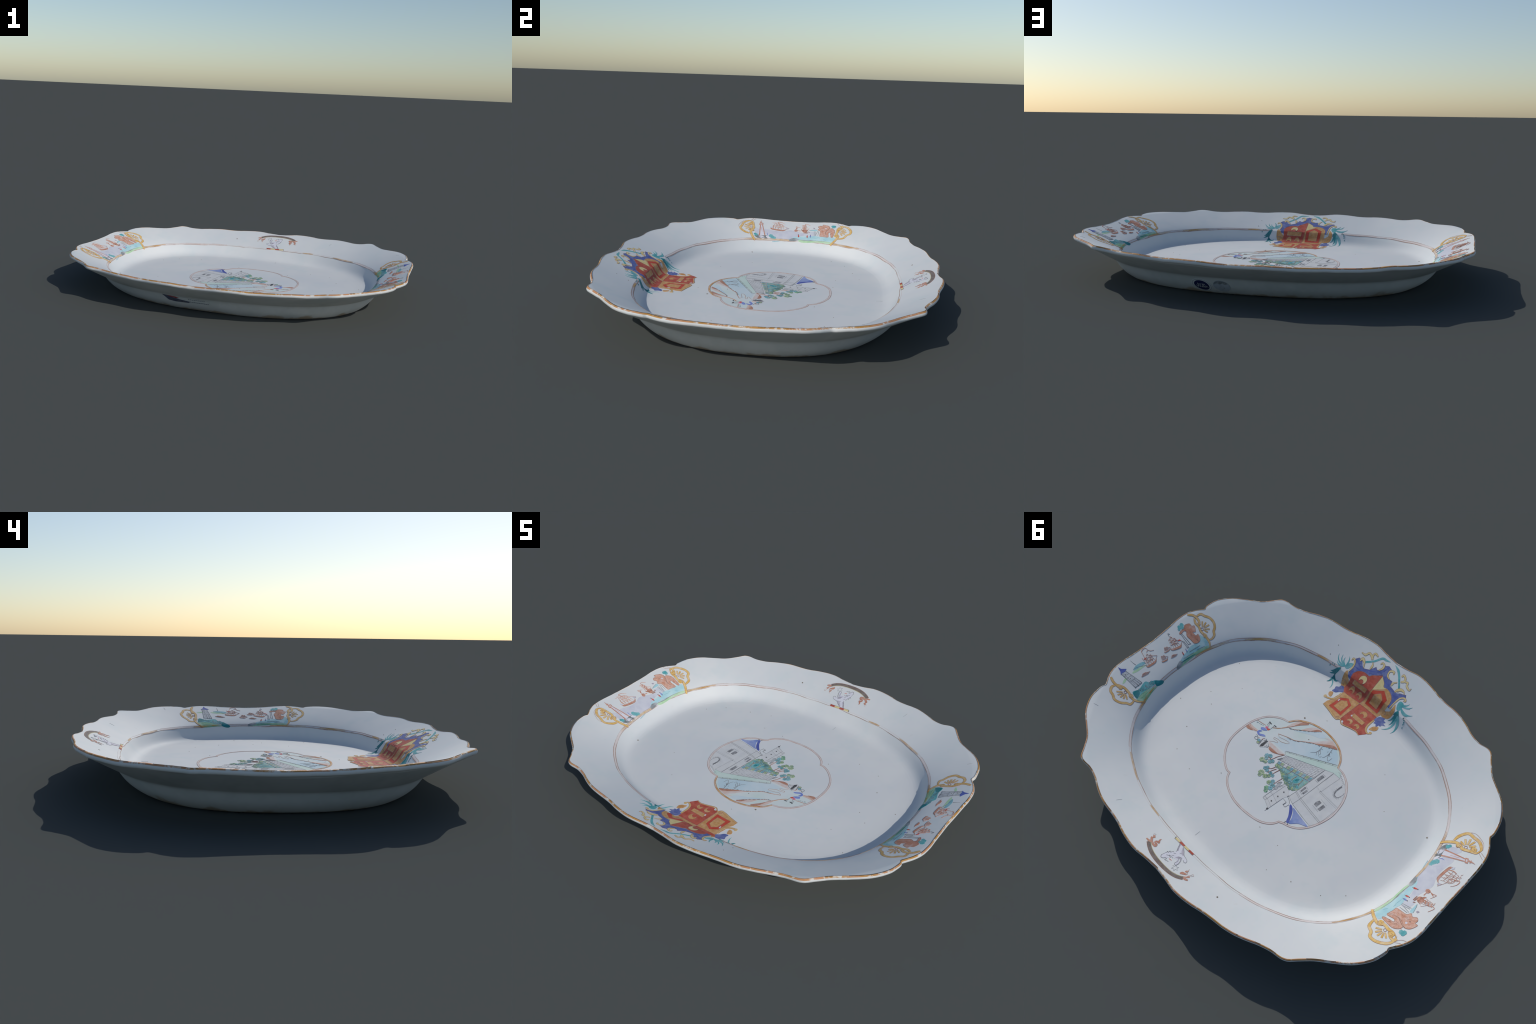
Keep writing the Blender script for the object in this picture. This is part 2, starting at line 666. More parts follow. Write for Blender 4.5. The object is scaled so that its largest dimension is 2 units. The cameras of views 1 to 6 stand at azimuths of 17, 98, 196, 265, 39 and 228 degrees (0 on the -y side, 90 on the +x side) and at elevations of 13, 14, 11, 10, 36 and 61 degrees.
    def done(self, name, parent, kind=None):
        me = bpy.data.meshes.new(name)
        me.from_pydata([tuple(v) for v in self.v], [], self.f)
        for m in self.mats:
            me.materials.append(PAINTS[m])
        me.polygons.foreach_set('material_index', self.m)
        me.polygons.foreach_set('use_smooth', [True] * len(me.polygons))
        me.update()
        N = np.array(self.n)
        N /= np.linalg.norm(N, axis=1, keepdims=True) + 1e-12
        me.normals_split_custom_set_from_vertices(N.tolist())
        return link(bpy.data.objects.new(name, me), parent, kind)


paint('brown_line', 'a5806f', 'b6998c', .45)
paint('brown', '8f6452', 'a07664', .25)
paint('dark_line', '68696c', '808183', .35)
paint('grey_line', '85878a', '9a9b9d', .45)
paint('black', '434447', '5a5a5c', .1)
paint('window_grey', '616266', '8e8e90', .25, scale=40)
paint('orange_gold', 'c08a4a', 'd2ac78', .55, .4, 30)
paint('gold', 'c49f60', 'cfb07a', .15, .38, 40)
paint('bright_gold', 'd4a752', 'e2c07c', .3, .36, 40)
paint('shield_gold', 'b98954', 'cba06e', .1, .42, 55)
paint('cream', 'd3bf84', 'dccb98', .05, .42, 25)
paint('shield_red', 'a84b3c', 'b95d4b', .06, .4, 45)
paint('ring_red', 'b8402f', 'c2523f', .05, .4, 22)
paint('mantle_blue', '525f98', '6672a6', .15, .42, 40)
paint('light_blue', '8c9dcc', '6478b4', .35, .42, 9)
paint('deep_blue', '4e5aa0', '5b68ac', .05, .42, 20)
paint('teal', '4a9a9f', '6cb0b3', .25, .45, 24)
paint('dark_teal', '237076', '338a90', .1, .45, 24)
paint('foliage_teal', '6a9fac', '86b6c0', .25, .45, 30)
paint('foliage_green', '93a981', 'a5b68c', .25, .45, 30)
paint('bush_green', '6fa27c', '86b38a', .2, .45, 30)
paint('celadon', 'c6d5ce', 'cfd8d5', .45, .45, 8)
paint('lake', 'b7ccd4', 'c3d3d8', .35, .45, 7)
paint('quay_green', 'bcd2c7', 'c6d6cd', .25, .45, 10)
paint('tan', 'd2b8aa', 'cdb9b0', .6, .45, 14)
paint('hill_brown', 'a67460', 'b98b76', .2, .45, 30)
paint('stone', 'cfcfcd', 'c7c8c8', .35, .45, 20)
paint('coat_blue', '6a7cc0', '8694cc', .15, .45, 30)
paint('pink', 'c7607e', 'd0738c', .1)
paint('scarlet', 'c04538', 'ca5a4a', .1)
paint('ruin', 'c68c72', 'd6ab96', .35, .45, 60)
paint('rust', 'b77e68', 'c39079', .3, .45, 34)
paint('sea_lilac', 'bdbeca', 'cacbd2', .7, .45, 12)
paint('shore_cyan', 'a3ccd3', 'bad8da', .35, .45, 14)
paint('shore_teal', '72aab6', '97c0c5', .4, .45, 16)
paint('grass', 'a6c99f', 'bad3b2', .35, .45, 16)
paint('meadow', '7aa886', '93b898', .3, .45, 16)
paint('rock_grey', '6f7577', '9ba0a1', .4, .45, 22)
paint('band_brown', '74665f', '83766e', .05, .45, 60)
paint('olive', 'b3ab7c', 'c2bb92', .4)
paint('lion_white', 'd9d8de', 'cfcdd6', .2, .45, 30)
paint('lion_shade', '9b93a0', 'b5aeb8', .35, .45, 30)
paint('sticker_navy', '1c2450', '222b58', 0, .5, 40)
paint('sticker_white', 'c9cfcf', 'd2d6d6', 0, .5, 40)
paint('sticker_grey', 'a6aeb8', 'b0b7bf', .1, .5, 40)
paint('sticker_slate', '434a62', '50576c', .1, .5, 40)
paint('sticker_red', '8e3338', '9a4044', .1, .5, 40)
paint('leaf_edge', '5c7a78', '6c8a7c', .1)
paint('hedge', '6d9fae', '8db49f', .25, .45, 70)
paint('sticker_pale', 'bcc2c2', 'c4c9c8', .1, .6, 40)
paint('tower_grey', 'aeb2b7', 'bfc2c5', .2, .45, 50)
paint('ruin_shade', 'ad7358', 'b9806a', .15, .45, 50)
paint('label_ink', '6a7176', '8b9296', .3, .5, 60)

# ------------------------------------------------------------------ frame lines
def edge_line(offset, a0, a1, n=160):
    a = np.radians(np.linspace(a0, a1, n))
    r = r_well(a) + offset + .0012 * np.sin(a * 13) + .0008 * np.sin(a * 29 + 1)
    return np.stack([r * np.cos(a), r * np.sin(a)], 1) * 1000


CREST_A0, CREST_A1 = -70.5, -109.5          # the arms interrupt the frame line
e = Enamel()
paint('frame_tint', 'd6cbc6', 'cfc6c4', .5, .45, 9)
paint('frame_brown', '9b7a6a', 'b39a8e', .8, .45, 11)
paint('frame_gilt', 'b98f52', 'c8aa7c', .7, .4, 7)
# on the lion side the frame has worn down to one hair line
FULL = ((CREST_A0, 38), (118, 360 + CREST_A1))
for a0, a1 in FULL:
    e.line('frame_tint', edge_line(.0045, a0, a1, 300), 9, 0)
    e.line('frame_brown', edge_line(.0002, a0, a1, 300), (2, 2.8, 2.4, 2.8, 2), 1)
    e.line('frame_brown', edge_line(.0098, a0, a1, 300), (1, 2.4, 2, 2.4, .8), 1)
e.line('frame_brown', edge_line(.0002, 38, 118, 200), 1.6, 1)
e.line('frame_tint', edge_line(.009, 38, 118, 200), 1.6, 1)
for a0, a1 in ((12, 22), (40, 52), (64, 70), (150, 176), (178, 200), (-64, -58), (-40, -28), (338, 352)):
    e.line('frame_gilt', edge_line(.005, a0, a1, 40), (2, 7, 6, 2), 2)
e.done('frame_line', root)

# ------------------------------------------------------------------ medallion
LOBE_HUT = [(203.5, -211.8), (242.9, -200.8), (282.7, -175.4), (310.2, -144.7), (329.3, -106.2), (341.8, -55.4), (345.5, 9.1), (339.7, 63.3), (322.5, 109.0), (298.9, 143.7), (272.0, 170.8), (245.2, 190.3), (219.2, 203.2), (199.7, 204.5)]
LOBE_SKY = [(200.2, 204.0), (186.8, 229.3), (163.7, 251.5), (138.1, 267.2), (104.5, 281.3), (67.5, 291.5), (24.8, 295.5), (-18.9, 294.8), (-63.5, 289.6), (-102.7, 279.7), (-130.2, 264.9), (-149.7, 248.4), (-162.0, 230.9), (-168.2, 216.3)]
LOBE_TOWER = [(-168.2, 216.3), (-187.2, 207.0), (-219.5, 197.2), (-248.2, 181.1), (-271.2, 159.4), (-292.8, 127.5), (-308.2, 92.3), (-319.7, 52.8), (-325.7, 10.6), (-322.3, -32.6), (-312.7, -76.4), (-295.2, -116.4), (-269.1, -151.7), (-236.6, -177.9), (-203.6, -193.7), (-168.3, -198.9)]
LOBE_LAKE = [(-166.4, -197.7), (-150.2, -231.0), (-130.5, -254.1), (-99.4, -276.9), (-61.7, -293.5), (-22.5, -301.9), (21.9, -305.6), (64.3, -300.5), (110.0, -288.7), (148.4, -269.1), (177.9, -247.0), (202.9, -212.5)]
CENTRE = np.array((17., 0.))


def inset(pts, d):
    """Same path moved d mm towards the middle of the medallion."""
    P = np.array(pts, float)
    v = CENTRE - P
    return P + v / np.linalg.norm(v, axis=1, keepdims=True) * d


e = Enamel()
for lobe in (LOBE_HUT, LOBE_SKY, LOBE_TOWER):
    e.line('brown_line', inset(lobe, .5), 2.0, 5)
    e.line('brown_line', inset(lobe, 8.5), 1.9, 5)
    e.line('frame_tint', inset(lobe, 4.5), 7, 4)
e.line('orange_gold', inset(LOBE_LAKE, 4.3), (9, 8, 8, 7, 5), 5)
e.line('brown_line', inset(LOBE_LAKE, .3), 1.8, 6)
e.line('brown', inset(LOBE_LAKE, 8.3), (2.4, 2, 1.8), 6)
medallion = e.done('medallion', root)

# lake side: pale ground, water, banks
e = Enamel()
e.fill('celadon', list(map(tuple, inset(LOBE_LAKE, 6))) + list(map(tuple, inset(LOBE_HUT[:6], 8)))
       + [(335.1, -43.0), (301.5, -43.0), (273.1, -56.7), (244.6, -51.8), (204.1, -63.2), (138.6, -59.7), (76.0, -61.4)] + [(34.8, -81.4), (-122.0, -142.8)], 0, False)
e.fill('lake', [(-149.7, -204.0), (-119.6, -243.2), (-88.7, -262.5), (-33.8, -232.8), (28.1, -200.1), (95.8, -150.5), (143.9, -131.5), (179.0, -109.0), (165.5, -102.3), (139.6, -121.1), (111.6, -123.6), (117.2, -108.8), (154.2, -91.5), (179.7, -87.9), (143.6, -87.5), (180.1, -72.7), (87.9, -71.0), (84.4, -80.0)], 1, False)
e.fill('lake', [(44.0, -279.9), (1.5, -281.6), (18.2, -253.8), (62.9, -235.0), (104.0, -212.4), (147.1, -191.4), (111.5, -219.7), (75.9, -248.0)], 1)
ground = e.done('lake', medallion)

e = Enamel()
e.fill('tan', [(184.7, -180.5), (180.0, -210.8), (166.1, -241.8), (144.6, -265.4), (116.1, -269.0), (148.3, -230.7)], 2)
e.fill('hill_brown', [(161.2, -214.7), (150.8, -245.9), (139.9, -267.1), (114.5, -270.7), (143.5, -235.5)], 3)
e.fill('tan', [(118.8, -220.6), (94.5, -266.7), (66.4, -286.5), (38.3, -287.0), (77.7, -249.9)], 2)
e.fill('hill_brown', [(79.6, -251.7), (59.6, -282.9), (38.3, -287.0), (64.6, -262.2)], 3)
for pts in ([(-8.1, -227.1), (-36.3, -246.2), (-73.3, -268.8)], [(-21.2, -245.6), (-42.8, -261.8), (-62.9, -274.7)], [(2.4, -269.6), (-13.9, -278.6), (-28.9, -282.5)]):
    e.line('tan', pts, (1, 8, 5), 2.5)
e.fill('tan', [(43.8, -196.8), (5.5, -240.9), (-30.4, -284.1), (-56.7, -281.2), (-86.2, -266.6), (-31.1, -235.5), (11.3, -215.0)], 2)
e.fill('hill_brown', [(8.7, -218.7), (-22.6, -244.2), (-59.9, -269.8), (-87.7, -266.6), (-47.3, -244.5), (-10.8, -224.3)], 3)
e.line('hill_brown', [(115.7, -268.7), (148.1, -230.5), (175.9, -187.8), (196.1, -160.0), (217.6, -139.8), (235.5, -128.6)], (3, 3, 2.5, 1.5), 4)
e.line('hill_brown', [(173.5, -185.4), (147.1, -197.7), (115.0, -223.3), (78.5, -250.6), (39.1, -286.2)], (1.5, 2.5, 3.5), 4)
e.line('hill_brown', [(185.4, -123.0), (163.7, -131.8), (136.2, -142.9), (99.5, -154.2), (68.5, -177.2), (31.3, -203.4), (-10.4, -224.7), (-50.4, -247.6), (-89.2, -266.7)], (2, 3, 3, 4, 4), 4)
e.line('hill_brown', [(320.2, -103.9), (293.9, -107.5), (266.2, -112.6)], (2, 3, 2), 4)
e.line('orange_gold', [(230.7, -125.9), (209.2, -143.0), (193.8, -166.0), (181.4, -188.7)], (1, 3, 3), 4)
e.line('brown_line', [(186.8, -62.3), (170.3, -74.5), (150.5, -83.5), (161.6, -89.6), (181.1, -86.4), (182.7, -94.1), (163.9, -99.5), (142.0, -100.3), (110.5, -116.6), (112.5, -126.4), (143.3, -120.3), (168.9, -113.7), (184.8, -122.8)], 1.6, 4)
e.fill('hill_brown', [(337.4, -44.5), (328.5, -34.5), (310.9, -36.1), (291.6, -46.2), (310.9, -48.6), (332.6, -53.1)], 3)
e.fill('tan', [(332.6, -53.1), (328.5, -64.9), (303.6, -63.5), (275.7, -65.4), (273.5, -55.6), (291.6, -46.2), (310.9, -48.6)], 2)
e.line('hill_brown', [(329.8, -59.8), (311.3, -52.0), (291.9, -52.6), (274.0, -57.6)], 2, 4)
e.fill('tan', [(192.6, -60.0), (165.4, -43.5), (136.6, -36.2), (105.0, -42.9), (75.7, -61.0), (124.3, -61.5), (163.5, -61.9)], 2)
e.fill('hill_brown', [(165.1, -40.1), (156.0, -27.5), (129.9, -26.7), (102.2, -40.3), (124.3, -41.4), (149.0, -41.8)], 3)
e.line('brown', [(102.2, -40.3), (84.8, -54.4), (75.7, -61.0)], (2, 3, 2), 4)
e.line('hill_brown', [(157.2, -37.2), (136.3, -32.8), (111.2, -36.6), (83.8, -53.5)], 2, 4)
e.done('hill', medallion)

# tufts along the banks and two bare reeds
e = Enamel()
for path, n in (([(135.3, -142.0), (98.6, -153.2), (67.4, -176.1), (29.9, -201.9), (-11.7, -223.4), (-51.3, -246.7), (-86.9, -264.3)], 26),
                ([(168.9, -187.4), (144.2, -198.0), (113.7, -222.0), (77.2, -249.3), (44.0, -279.9)], 17), ([(322.4, -99.7), (294.9, -98.9), (269.4, -109.4)], 7)):
    P = catmull(path, 12)
    for k in range(n):
        p = P[int((k + rng.uniform(.1, .9)) / n * (len(P) - 1))]
        for s in range(3):
            d = rng.uniform(2.5, 8) * (1.5 if k % 5 == 2 else .8)
            ang = math.radians(228 - 90 * 0 + rng.uniform(-40, 40))
            q = p + d * np.array([math.cos(math.radians(52) + rng.uniform(-.7, .7)), math.sin(math.radians(52) + rng.uniform(-.7, .7))])
            e.line('dark_line' if s else 'dark_teal', [p, q], (1.8, .6), 5, False)
for pts in ([(-25.1, -224.1), (-26.9, -197.0), (-20.3, -176.7), (-4.1, -161.6)], [(-27.2, -204.5), (-37.8, -182.7), (-57.1, -172.7)], [(-29.6, -206.9), (-43.9, -192.4), (-45.3, -183.1)],
            [(-29.9, -214.5), (-38.2, -215.5)], [(-25.0, -187.8), (-35.4, -169.5)], [(-59.5, -182.9), (-58.2, -176.3)],
            [(-70.3, -249.5), (-76.4, -217.8), (-73.0, -192.8), (-66.5, -182.1)], [(-77.1, -220.3), (-86.7, -197.7), (-100.5, -188.4), (-104.0, -213.2)],
            [(-75.9, -226.3), (-84.9, -213.8), (-91.6, -213.3)], [(-76.9, -236.3), (-85.5, -232.3)], [(-64.2, -227.1), (-63.7, -221.3)]):
    e.line('dark_line', pts, (2.2, 1.8, .9), 5)
e.done('reed', medallion)['kind'] = 'stuff'

# figure on the bank
e = Enamel()
e.fill('coat_blue', [(274.3, -87.5), (262.2, -97.9), (240.7, -96.3), (251.2, -84.4), (267.7, -79.1)], 5)
e.fill('coat_blue', [(271.8, -58.0), (267.9, -72.1), (255.7, -76.2), (260.4, -62.0), (253.5, -57.0), (232.6, -68.5), (220.7, -64.9), (240.0, -52.1), (254.7, -47.3), (267.0, -51.7)], 5)
e.fill('pink', [(261.9, -103.8), (257.5, -113.1), (247.4, -112.0), (250.7, -101.1)], 5)
e.fill('scarlet', [(248.3, -101.3), (240.4, -111.6), (233.3, -109.0), (238.3, -98.7)], 5)
for pts in ([(262.7, -116.2), (267.8, -139.9)], [(251.6, -116.0), (263.8, -137.9)], [(234.1, -110.4), (233.9, -138.4)]):
    e.line('dark_line', pts, 1.6, 5)
e.fill('black', [(270.2, -138.3), (268.0, -143.2), (250.0, -139.6), (253.3, -134.8)], 5, False)
e.fill('black', [(238.2, -140.9), (235.1, -145.2), (220.2, -144.8), (224.5, -140.4)], 5, False)
e.line('grey_line', [(254.8, -21.1), (256.7, -32.2), (246.8, -34.7), (238.1, -28.7), (242.5, -20.5), (254.8, -21.1)], 2, 5)
e.line('dark_line', [(261.2, -42.5), (248.8, -40.2), (246.5, -35.0)], 1.6, 5)
e.line('rust', [(241.9, -32.3), (236.5, -39.6)], 2, 5)
e.done('figure', medallion)

# hut with dark roof
e = Enamel()
e.fill('stone', [(210.2, -7.2), (213.6, -53.6), (169.3, -39.5), (170.0, -27.8), (196.1, -3.2)], 3, False)
e.fill('black', [(199.2, -3.7), (187.9, -17.0), (191.4, -56.8), (199.7, -52.8), (204.5, -20.3)], 4, False)
for pts in ([(207.7, -40.3), (203.8, -59.8)], [(203.8, -41.3), (201.2, -55.8)], [(209.4, -8.0), (216.3, -26.8), (218.0, -45.4)], [(186.6, -22.0), (168.4, -29.4), (169.5, -41.2)],
            [(196.6, -37.5), (184.7, -38.6)], [(185.6, -48.7), (169.5, -41.2)], [(212.4, -21.6), (216.0, -32.6)], [(181.6, -32.6), (173.1, -33.8)]):
    e.line('dark_line', pts, 1.7, 5, False)
e.clump('foliage_teal', 'dark_line', [((227.8, -27.4), 7.5)], 4)
e.clump('foliage_green', 'dark_line', [((223.1, -16.2), 7.1)], 4)
e.line('rust', [(219.9, -37.9), (219.9, -47.2), (213.9, -57.0)], 2, 5)
e.done('hut', medallion)

# three crooked trees in front of the garden
TREES = [
    dict(green=[((136.5, 36.0), 13.0), ((116.4, 33.6), 9.0)],
         teal=[((135.0, 3.8), 12.2), ((121.4, -6.3), 10.6), ((126.3, 16.6), 9.0), ((100.9, 17.8), 9.8), ((92.5, 7.4), 9.4)],
         trunk=[[(75.7, -61.0), (93.2, -28.5), (101.4, -2.6), (114.1, 17.5)], [(104.6, 3.6), (118.9, 3.7), (126.5, 4.2)]]),
    dict(green=[((86.7, 88.8), 14.9), ((83.1, 102.8), 9.4), ((59.2, 89.1), 11.8), ((46.9, 76.6), 9.4)],
         teal=[((91.7, 58.4), 9.0), ((85.9, 47.2), 8.2), ((76.5, 60.7), 9.8), ((52.4, 59.3), 8.2), ((34.3, 62.0), 8.6)],
         trunk=[[(58.8, 19.7), (66.8, 39.5), (80.2, 49.6)], [(47.2, 23.2), (56.6, 44.7), (65.0, 68.5)], [(31.7, 15.3), (37.8, 39.9), (41.6, 58.9)]]),
    dict(green=[((20.7, 99.9), 11.0)], dark=[((7.8, 128.6), 11.4), ((-1.4, 141.8), 10.2)],
         teal=[((10.5, 82.6), 9.8), ((4.3, 99.0), 9.0), ((-6.9, 117.2), 11.4), ((-9.6, 97.2), 7.9)],
         trunk=[[(-11.3, 41.4), (-5.4, 69.0), (-3.6, 94.5)], [(-16.0, 61.1), (-11.4, 77.9)]])]
for t in TREES:
    e = Enamel()
    e.clump('foliage_green', 'leaf_edge', t['green'], 3)
    if 'dark' in t:
        e.clump('bush_green', 'leaf_edge', t['dark'], 3)
    e.clump('foliage_teal', 'leaf_edge', t['teal'], 4)
    for (x, y), rr in t['green'] + t['teal'] + t.get('dark', []):
        for k in range(5):
            q = np.array((x, y)) + rr * .6 * np.array([rng.uniform(-1, 1), rng.uniform(-1, 1)])
            e.line('leaf_edge', [q + 2.4 * np.array([math.cos(u), math.sin(u)]) for u in np.linspace(k, k + 3.4, 6)], 1., 6)
    for b in t['trunk']:
        e.line('brown', b, (3.2, 2.6, 1.4), 6)
    e.done('tree', medallion)

# hedge, trellis and garden
HEDGE_EDGE = [(70.6, 8.5), (48.4, 14.5), (29.9, 17.0), (10.7, 29.4), (-4.7, 35.0)] + [(-13.4, 39.2), (-30.4, 46.5), (-46.1, 48.1), (-62.5, 48.9), (-76.2, 57.6), (-96.3, 50.0), (-106.3, 35.6)]
e = Enamel()
e.fill('foliage_green', HEDGE_EDGE + [(-109.6, 23.7), (-115.5, -25.5), (-13.1, -34.4)] + [(68.5, -7.9)], 1, False)
e.fill('hedge', [(64.0, -3.6), (39.3, 1.8), (17.0, 11.1), (-6.3, 12.3)] + [(-10.5, 21.2), (-37.2, 25.8), (-62.4, 35.1), (-83.6, 34.5), (-100.5, 32.9), (-107.3, 26.0), (-114.3, -38.9), (-77.5, -32.5), (-12.5, -19.7), (34.8, -7.4), (56.2, -3.5)], 2, False)
for k in range(110):
    i = rng.randrange(len(HEDGE_EDGE) - 1)
    a, b, f = np.array(HEDGE_EDGE[i]), np.array(HEDGE_EDGE[i + 1]), rng.random()
    inn = rng.random() ** 1.3
    p = a + (b - a) * f + (np.array((-53.2, -4.4)) - a) * inn * .55
    e.clump('foliage_green' if inn < .3 else rng.choice(['foliage_teal', 'hedge', 'hedge', 'teal']), 'leaf_edge', [(p, rng.uniform(3.5, 7))], 3)
e.fill('teal', [(-55.8, 10.4), (-54.5, -9.2), (-64.1, -24.2), (-79.5, -27.5), (-83.8, -10.9), (-79.2, 5.9), (-67.6, 15.9)], 4)
e.fill('dark_teal', [(-61.9, 4.2), (-62.6, -10.4), (-73.6, -18.0), (-76.2, -3.2)], 5)
for pts in ([(-16.9, -27.6), (-13.7, -3.2), (-10.1, 11.7)], [(-52.3, -17.5), (-48.8, 3.5), (-49.6, 15.0)], [(-87.6, -28.7), (-89.5, 0.8), (-73.2, 21.4)], [(-89.3, -2.5), (-94.4, 14.8)], [(31.2, -3.9), (32.0, 7.6)]):
    e.line('brown', pts, (2.6, 2, 1.2), 6)
for k in range(11):
    f0, f1 = k / 11, (k + .9) / 11
    A0, A1 = np.array((71.7, -18.3)), np.array((-117.6, -71.1))
    B0, B1 = np.array((68.9, -0.4)), np.array((-117.2, -43.7))
    q = [A0 + (A1 - A0) * f0, A0 + (A1 - A0) * f1, B0 + (B1 - B0) * f1, B0 + (B1 - B0) * f0]
    e.fill('stone', q, 5, False)
    m2 = [q[0] * .85 + q[2] * .15, q[1] * .9 + q[3] * .1, q[2] * .9 + q[0] * .1, q[3] * .9 + q[1] * .1]
    e.fill('foliage_green' if k % 2 else 'foliage_teal', m2, 5.4, False)
    e.line('dark_line', [q[0], q[3]], 1.6, 6, False)
    e.line('dark_line', [q[1] + (q[2] - q[1]) * .5, q[0] + (q[3] - q[0]) * .5], 1.2, 6, False)
e.line('dark_line', [(68.9, -0.4), (-117.2, -43.7)], 1.8, 6)
e.done('garden_hedge', medallion)

# terraced brick wall, and the quay it stands on
e = Enamel()
W00, W01, W11, W10 = (np.array(p, float) for p in [(66.9, -61.6), (-125.7, -142.2), (-119.1, -72.7), (70.0, -24.4)])


def wall_uv(u, v):
    return (W00 * (1 - u) + W01 * u) * (1 - v) + (W10 * (1 - u) + W11 * u) * v


e.fill('stone', [wall_uv(0, 0), wall_uv(1, 0), wall_uv(1, 1), wall_uv(0, 1)], 4, False)
COURSES = 7
for k in range(COURSES + 1):
    e.line('grey_line' if 0 < k < COURSES else 'dark_line', [wall_uv(0, k / COURSES), wall_uv(1, k / COURSES)], 1.3, 5, False)
for k in range(COURSES):
    for j in range(7):
        u = (j + (.25 if k % 2 else .7) + rng.uniform(-.08, .08)) / 7.2
        e.line('dark_line' if rng.random() < .3 else 'grey_line', [wall_uv(u, k / COURSES), wall_uv(u - .012, (k + 1) / COURSES)], 1.4, 5, False)
e.line('dark_line', [wall_uv(0, 0), wall_uv(0, 1)], 2.2, 6, False)
for k in range(5):
    e.line('dark_line', [wall_uv(0, .5 + .12 * k), wall_uv(-.04 - .01 * k, .62 + .12 * k)], 1.6, 6, False)
e.line('dark_line', [wall_uv(1, 0), wall_uv(1, 1)], 2.2, 6, False)
e.done('brick_wall', medallion)

e = Enamel()
e.fill('quay_green', [(85.1, -73.9), (84.4, -80.0), (-152.2, -203.0), (-166.0, -196.6), (-196.3, -185.5), (-209.1, -156.5), (-168.4, -159.4), (-123.7, -142.7), (68.0, -64.1)], 3, False)
e.line('dark_line', [(74.2, -63.3), (85.1, -72.1), (85.7, -81.3), (-30.5, -141.4), (-151.4, -203.9)], (1.4, 2, 2.2, 2.6), 5, False)
e.line('grey_line', [(79.2, -78.1), (-35.3, -136.6), (-151.8, -195.5)], 1.3, 5, False)
for k in range(7):
    f = (k + .4) / 7
    a = np.array((85.3, -80.9)) * (1 - f) + np.array((-151.7, -203.5)) * f
    b = np.array((79.2, -78.1)) * (1 - f) + np.array((-152.3, -194.9)) * f
    e.line('dark_line', [a, b], 2.2, 6, False)
for k in range(5):
    e.line('grey_line', [(np.array((-180.4, -180.1)) * (1 - k / 4) + np.array((-235.1, -151.3)) * k / 4), (np.array((-197.4, -179.6)) * (1 - k / 4) + np.array((-251.2, -150.1)) * k / 4)], 1.5, 5, False)
e.done('quay', medallion)

# fortress with a blue roof
e = Enamel()
e.fill('stone', [(-103.9, 84.6), (-108.6, 45.4), (-118.1, -41.3), (-126.2, -141.7), (-168.0, -159.9), (-210.2, -158.5), (-222.8, -164.1), (-246.5, -156.6), (-281.0, -115.8), (-303.4, -73.8), (-314.7, -28.2), (-309.5, 33.4), (-305.4, 80.4), (-281.9, 125.5), (-147.4, 100.1)], 3, False)
for pts, w in (([(-144.6, 100.3), (-151.4, 55.8), (-159.8, -42.5), (-168.4, -157.9)], 2.6), ([(-103.4, 84.1), (-109.1, 46.0), (-118.1, -41.3), (-126.6, -141.3)], 2.2), ([(-126.2, -141.7), (-168.0, -159.9)], 1.4),
               ([(-107.7, 44.6), (-151.2, 58.7), (-231.5, 72.1), (-307.3, 82.4)], 2), ([(-111.5, 40.1), (-149.8, 50.6), (-232.6, 64.2), (-307.8, 75.3)], 1.8), ([(-146.2, 101.3), (-210.1, 113.8), (-280.3, 123.9)], 1.4),
               ([(-170.5, -158.9), (-210.5, -158.8), (-201.8, -101.7), (-195.8, -46.0)], 1.5), ([(-191.1, -43.0), (-252.8, -40.0), (-312.8, -37.0)], 1.5), ([(-189.9, -36.6), (-248.4, -32.3), (-309.5, -29.0)], 1.2),
               ([(-191.4, -38.2), (-189.8, -44.4), (-196.3, -45.5)], 2), ([(-166.8, -47.8), (-183.9, -42.7)], 1.2), ([(-97.8, 90.8), (-100.5, 82.9), (-105.4, 83.1), (-97.7, 89.2)], 2.4), ([(-98.6, 90.0), (-115.1, 95.5), (-132.6, 109.0)], 2.2), ([(-104.6, 83.8), (-126.2, 94.4), (-145.4, 100.5)], 1.4),
               ([(-169.3, -158.5), (-164.7, -99.3)], 3)):
    e.line('dark_line' if w > 1.6 else 'grey_line', pts, w * .8, 5, False)
WINDOWS = ([(-131.5, -75.7), (-135.5, -113.5), (-151.8, -112.4), (-147.6, -71.7)], [(-121.0, 24.3), (-121.7, -7.6), (-131.5, -7.1), (-129.2, 24.8)], [(-135.2, 27.7), (-138.7, -2.3), (-148.5, -0.2), (-144.6, 27.9)],
           [(-218.6, 29.6), (-215.7, 13.9), (-223.5, -4.1), (-239.4, -2.3), (-236.7, 30.6)], [(-247.7, 35.6), (-251.4, -1.6), (-267.3, 0.9), (-263.4, 34.9)])
for w in WINDOWS:
    e.fill('window_grey', w, 6, False)
for pts in ([(-135.2, -118.4), (-153.5, -118.5)], [(-131.6, -67.8), (-149.4, -68.3)], [(-117.1, 26.5), (-142.8, 33.7)], [(-122.7, -13.7), (-144.9, -6.8)], [(-224.1, -14.1), (-267.7, -7.9)], [(-216.6, 36.7), (-260.2, 43.7)]):
    e.line('grey_line', pts, 1.6, 5, False)
ARCH = [(-247.5, -133.6), (-244.3, -101.2), (-248.7, -81.8), (-260.7, -73.4), (-275.1, -78.6), (-281.6, -102.8), (-279.3, -117.5)]
e.line('window_grey', ARCH, (8, 7, 6, 4, 2, 1.5, 1.2), 6)
P = catmull(ARCH, 6)
mid = np.array((-267.6, -95.6))
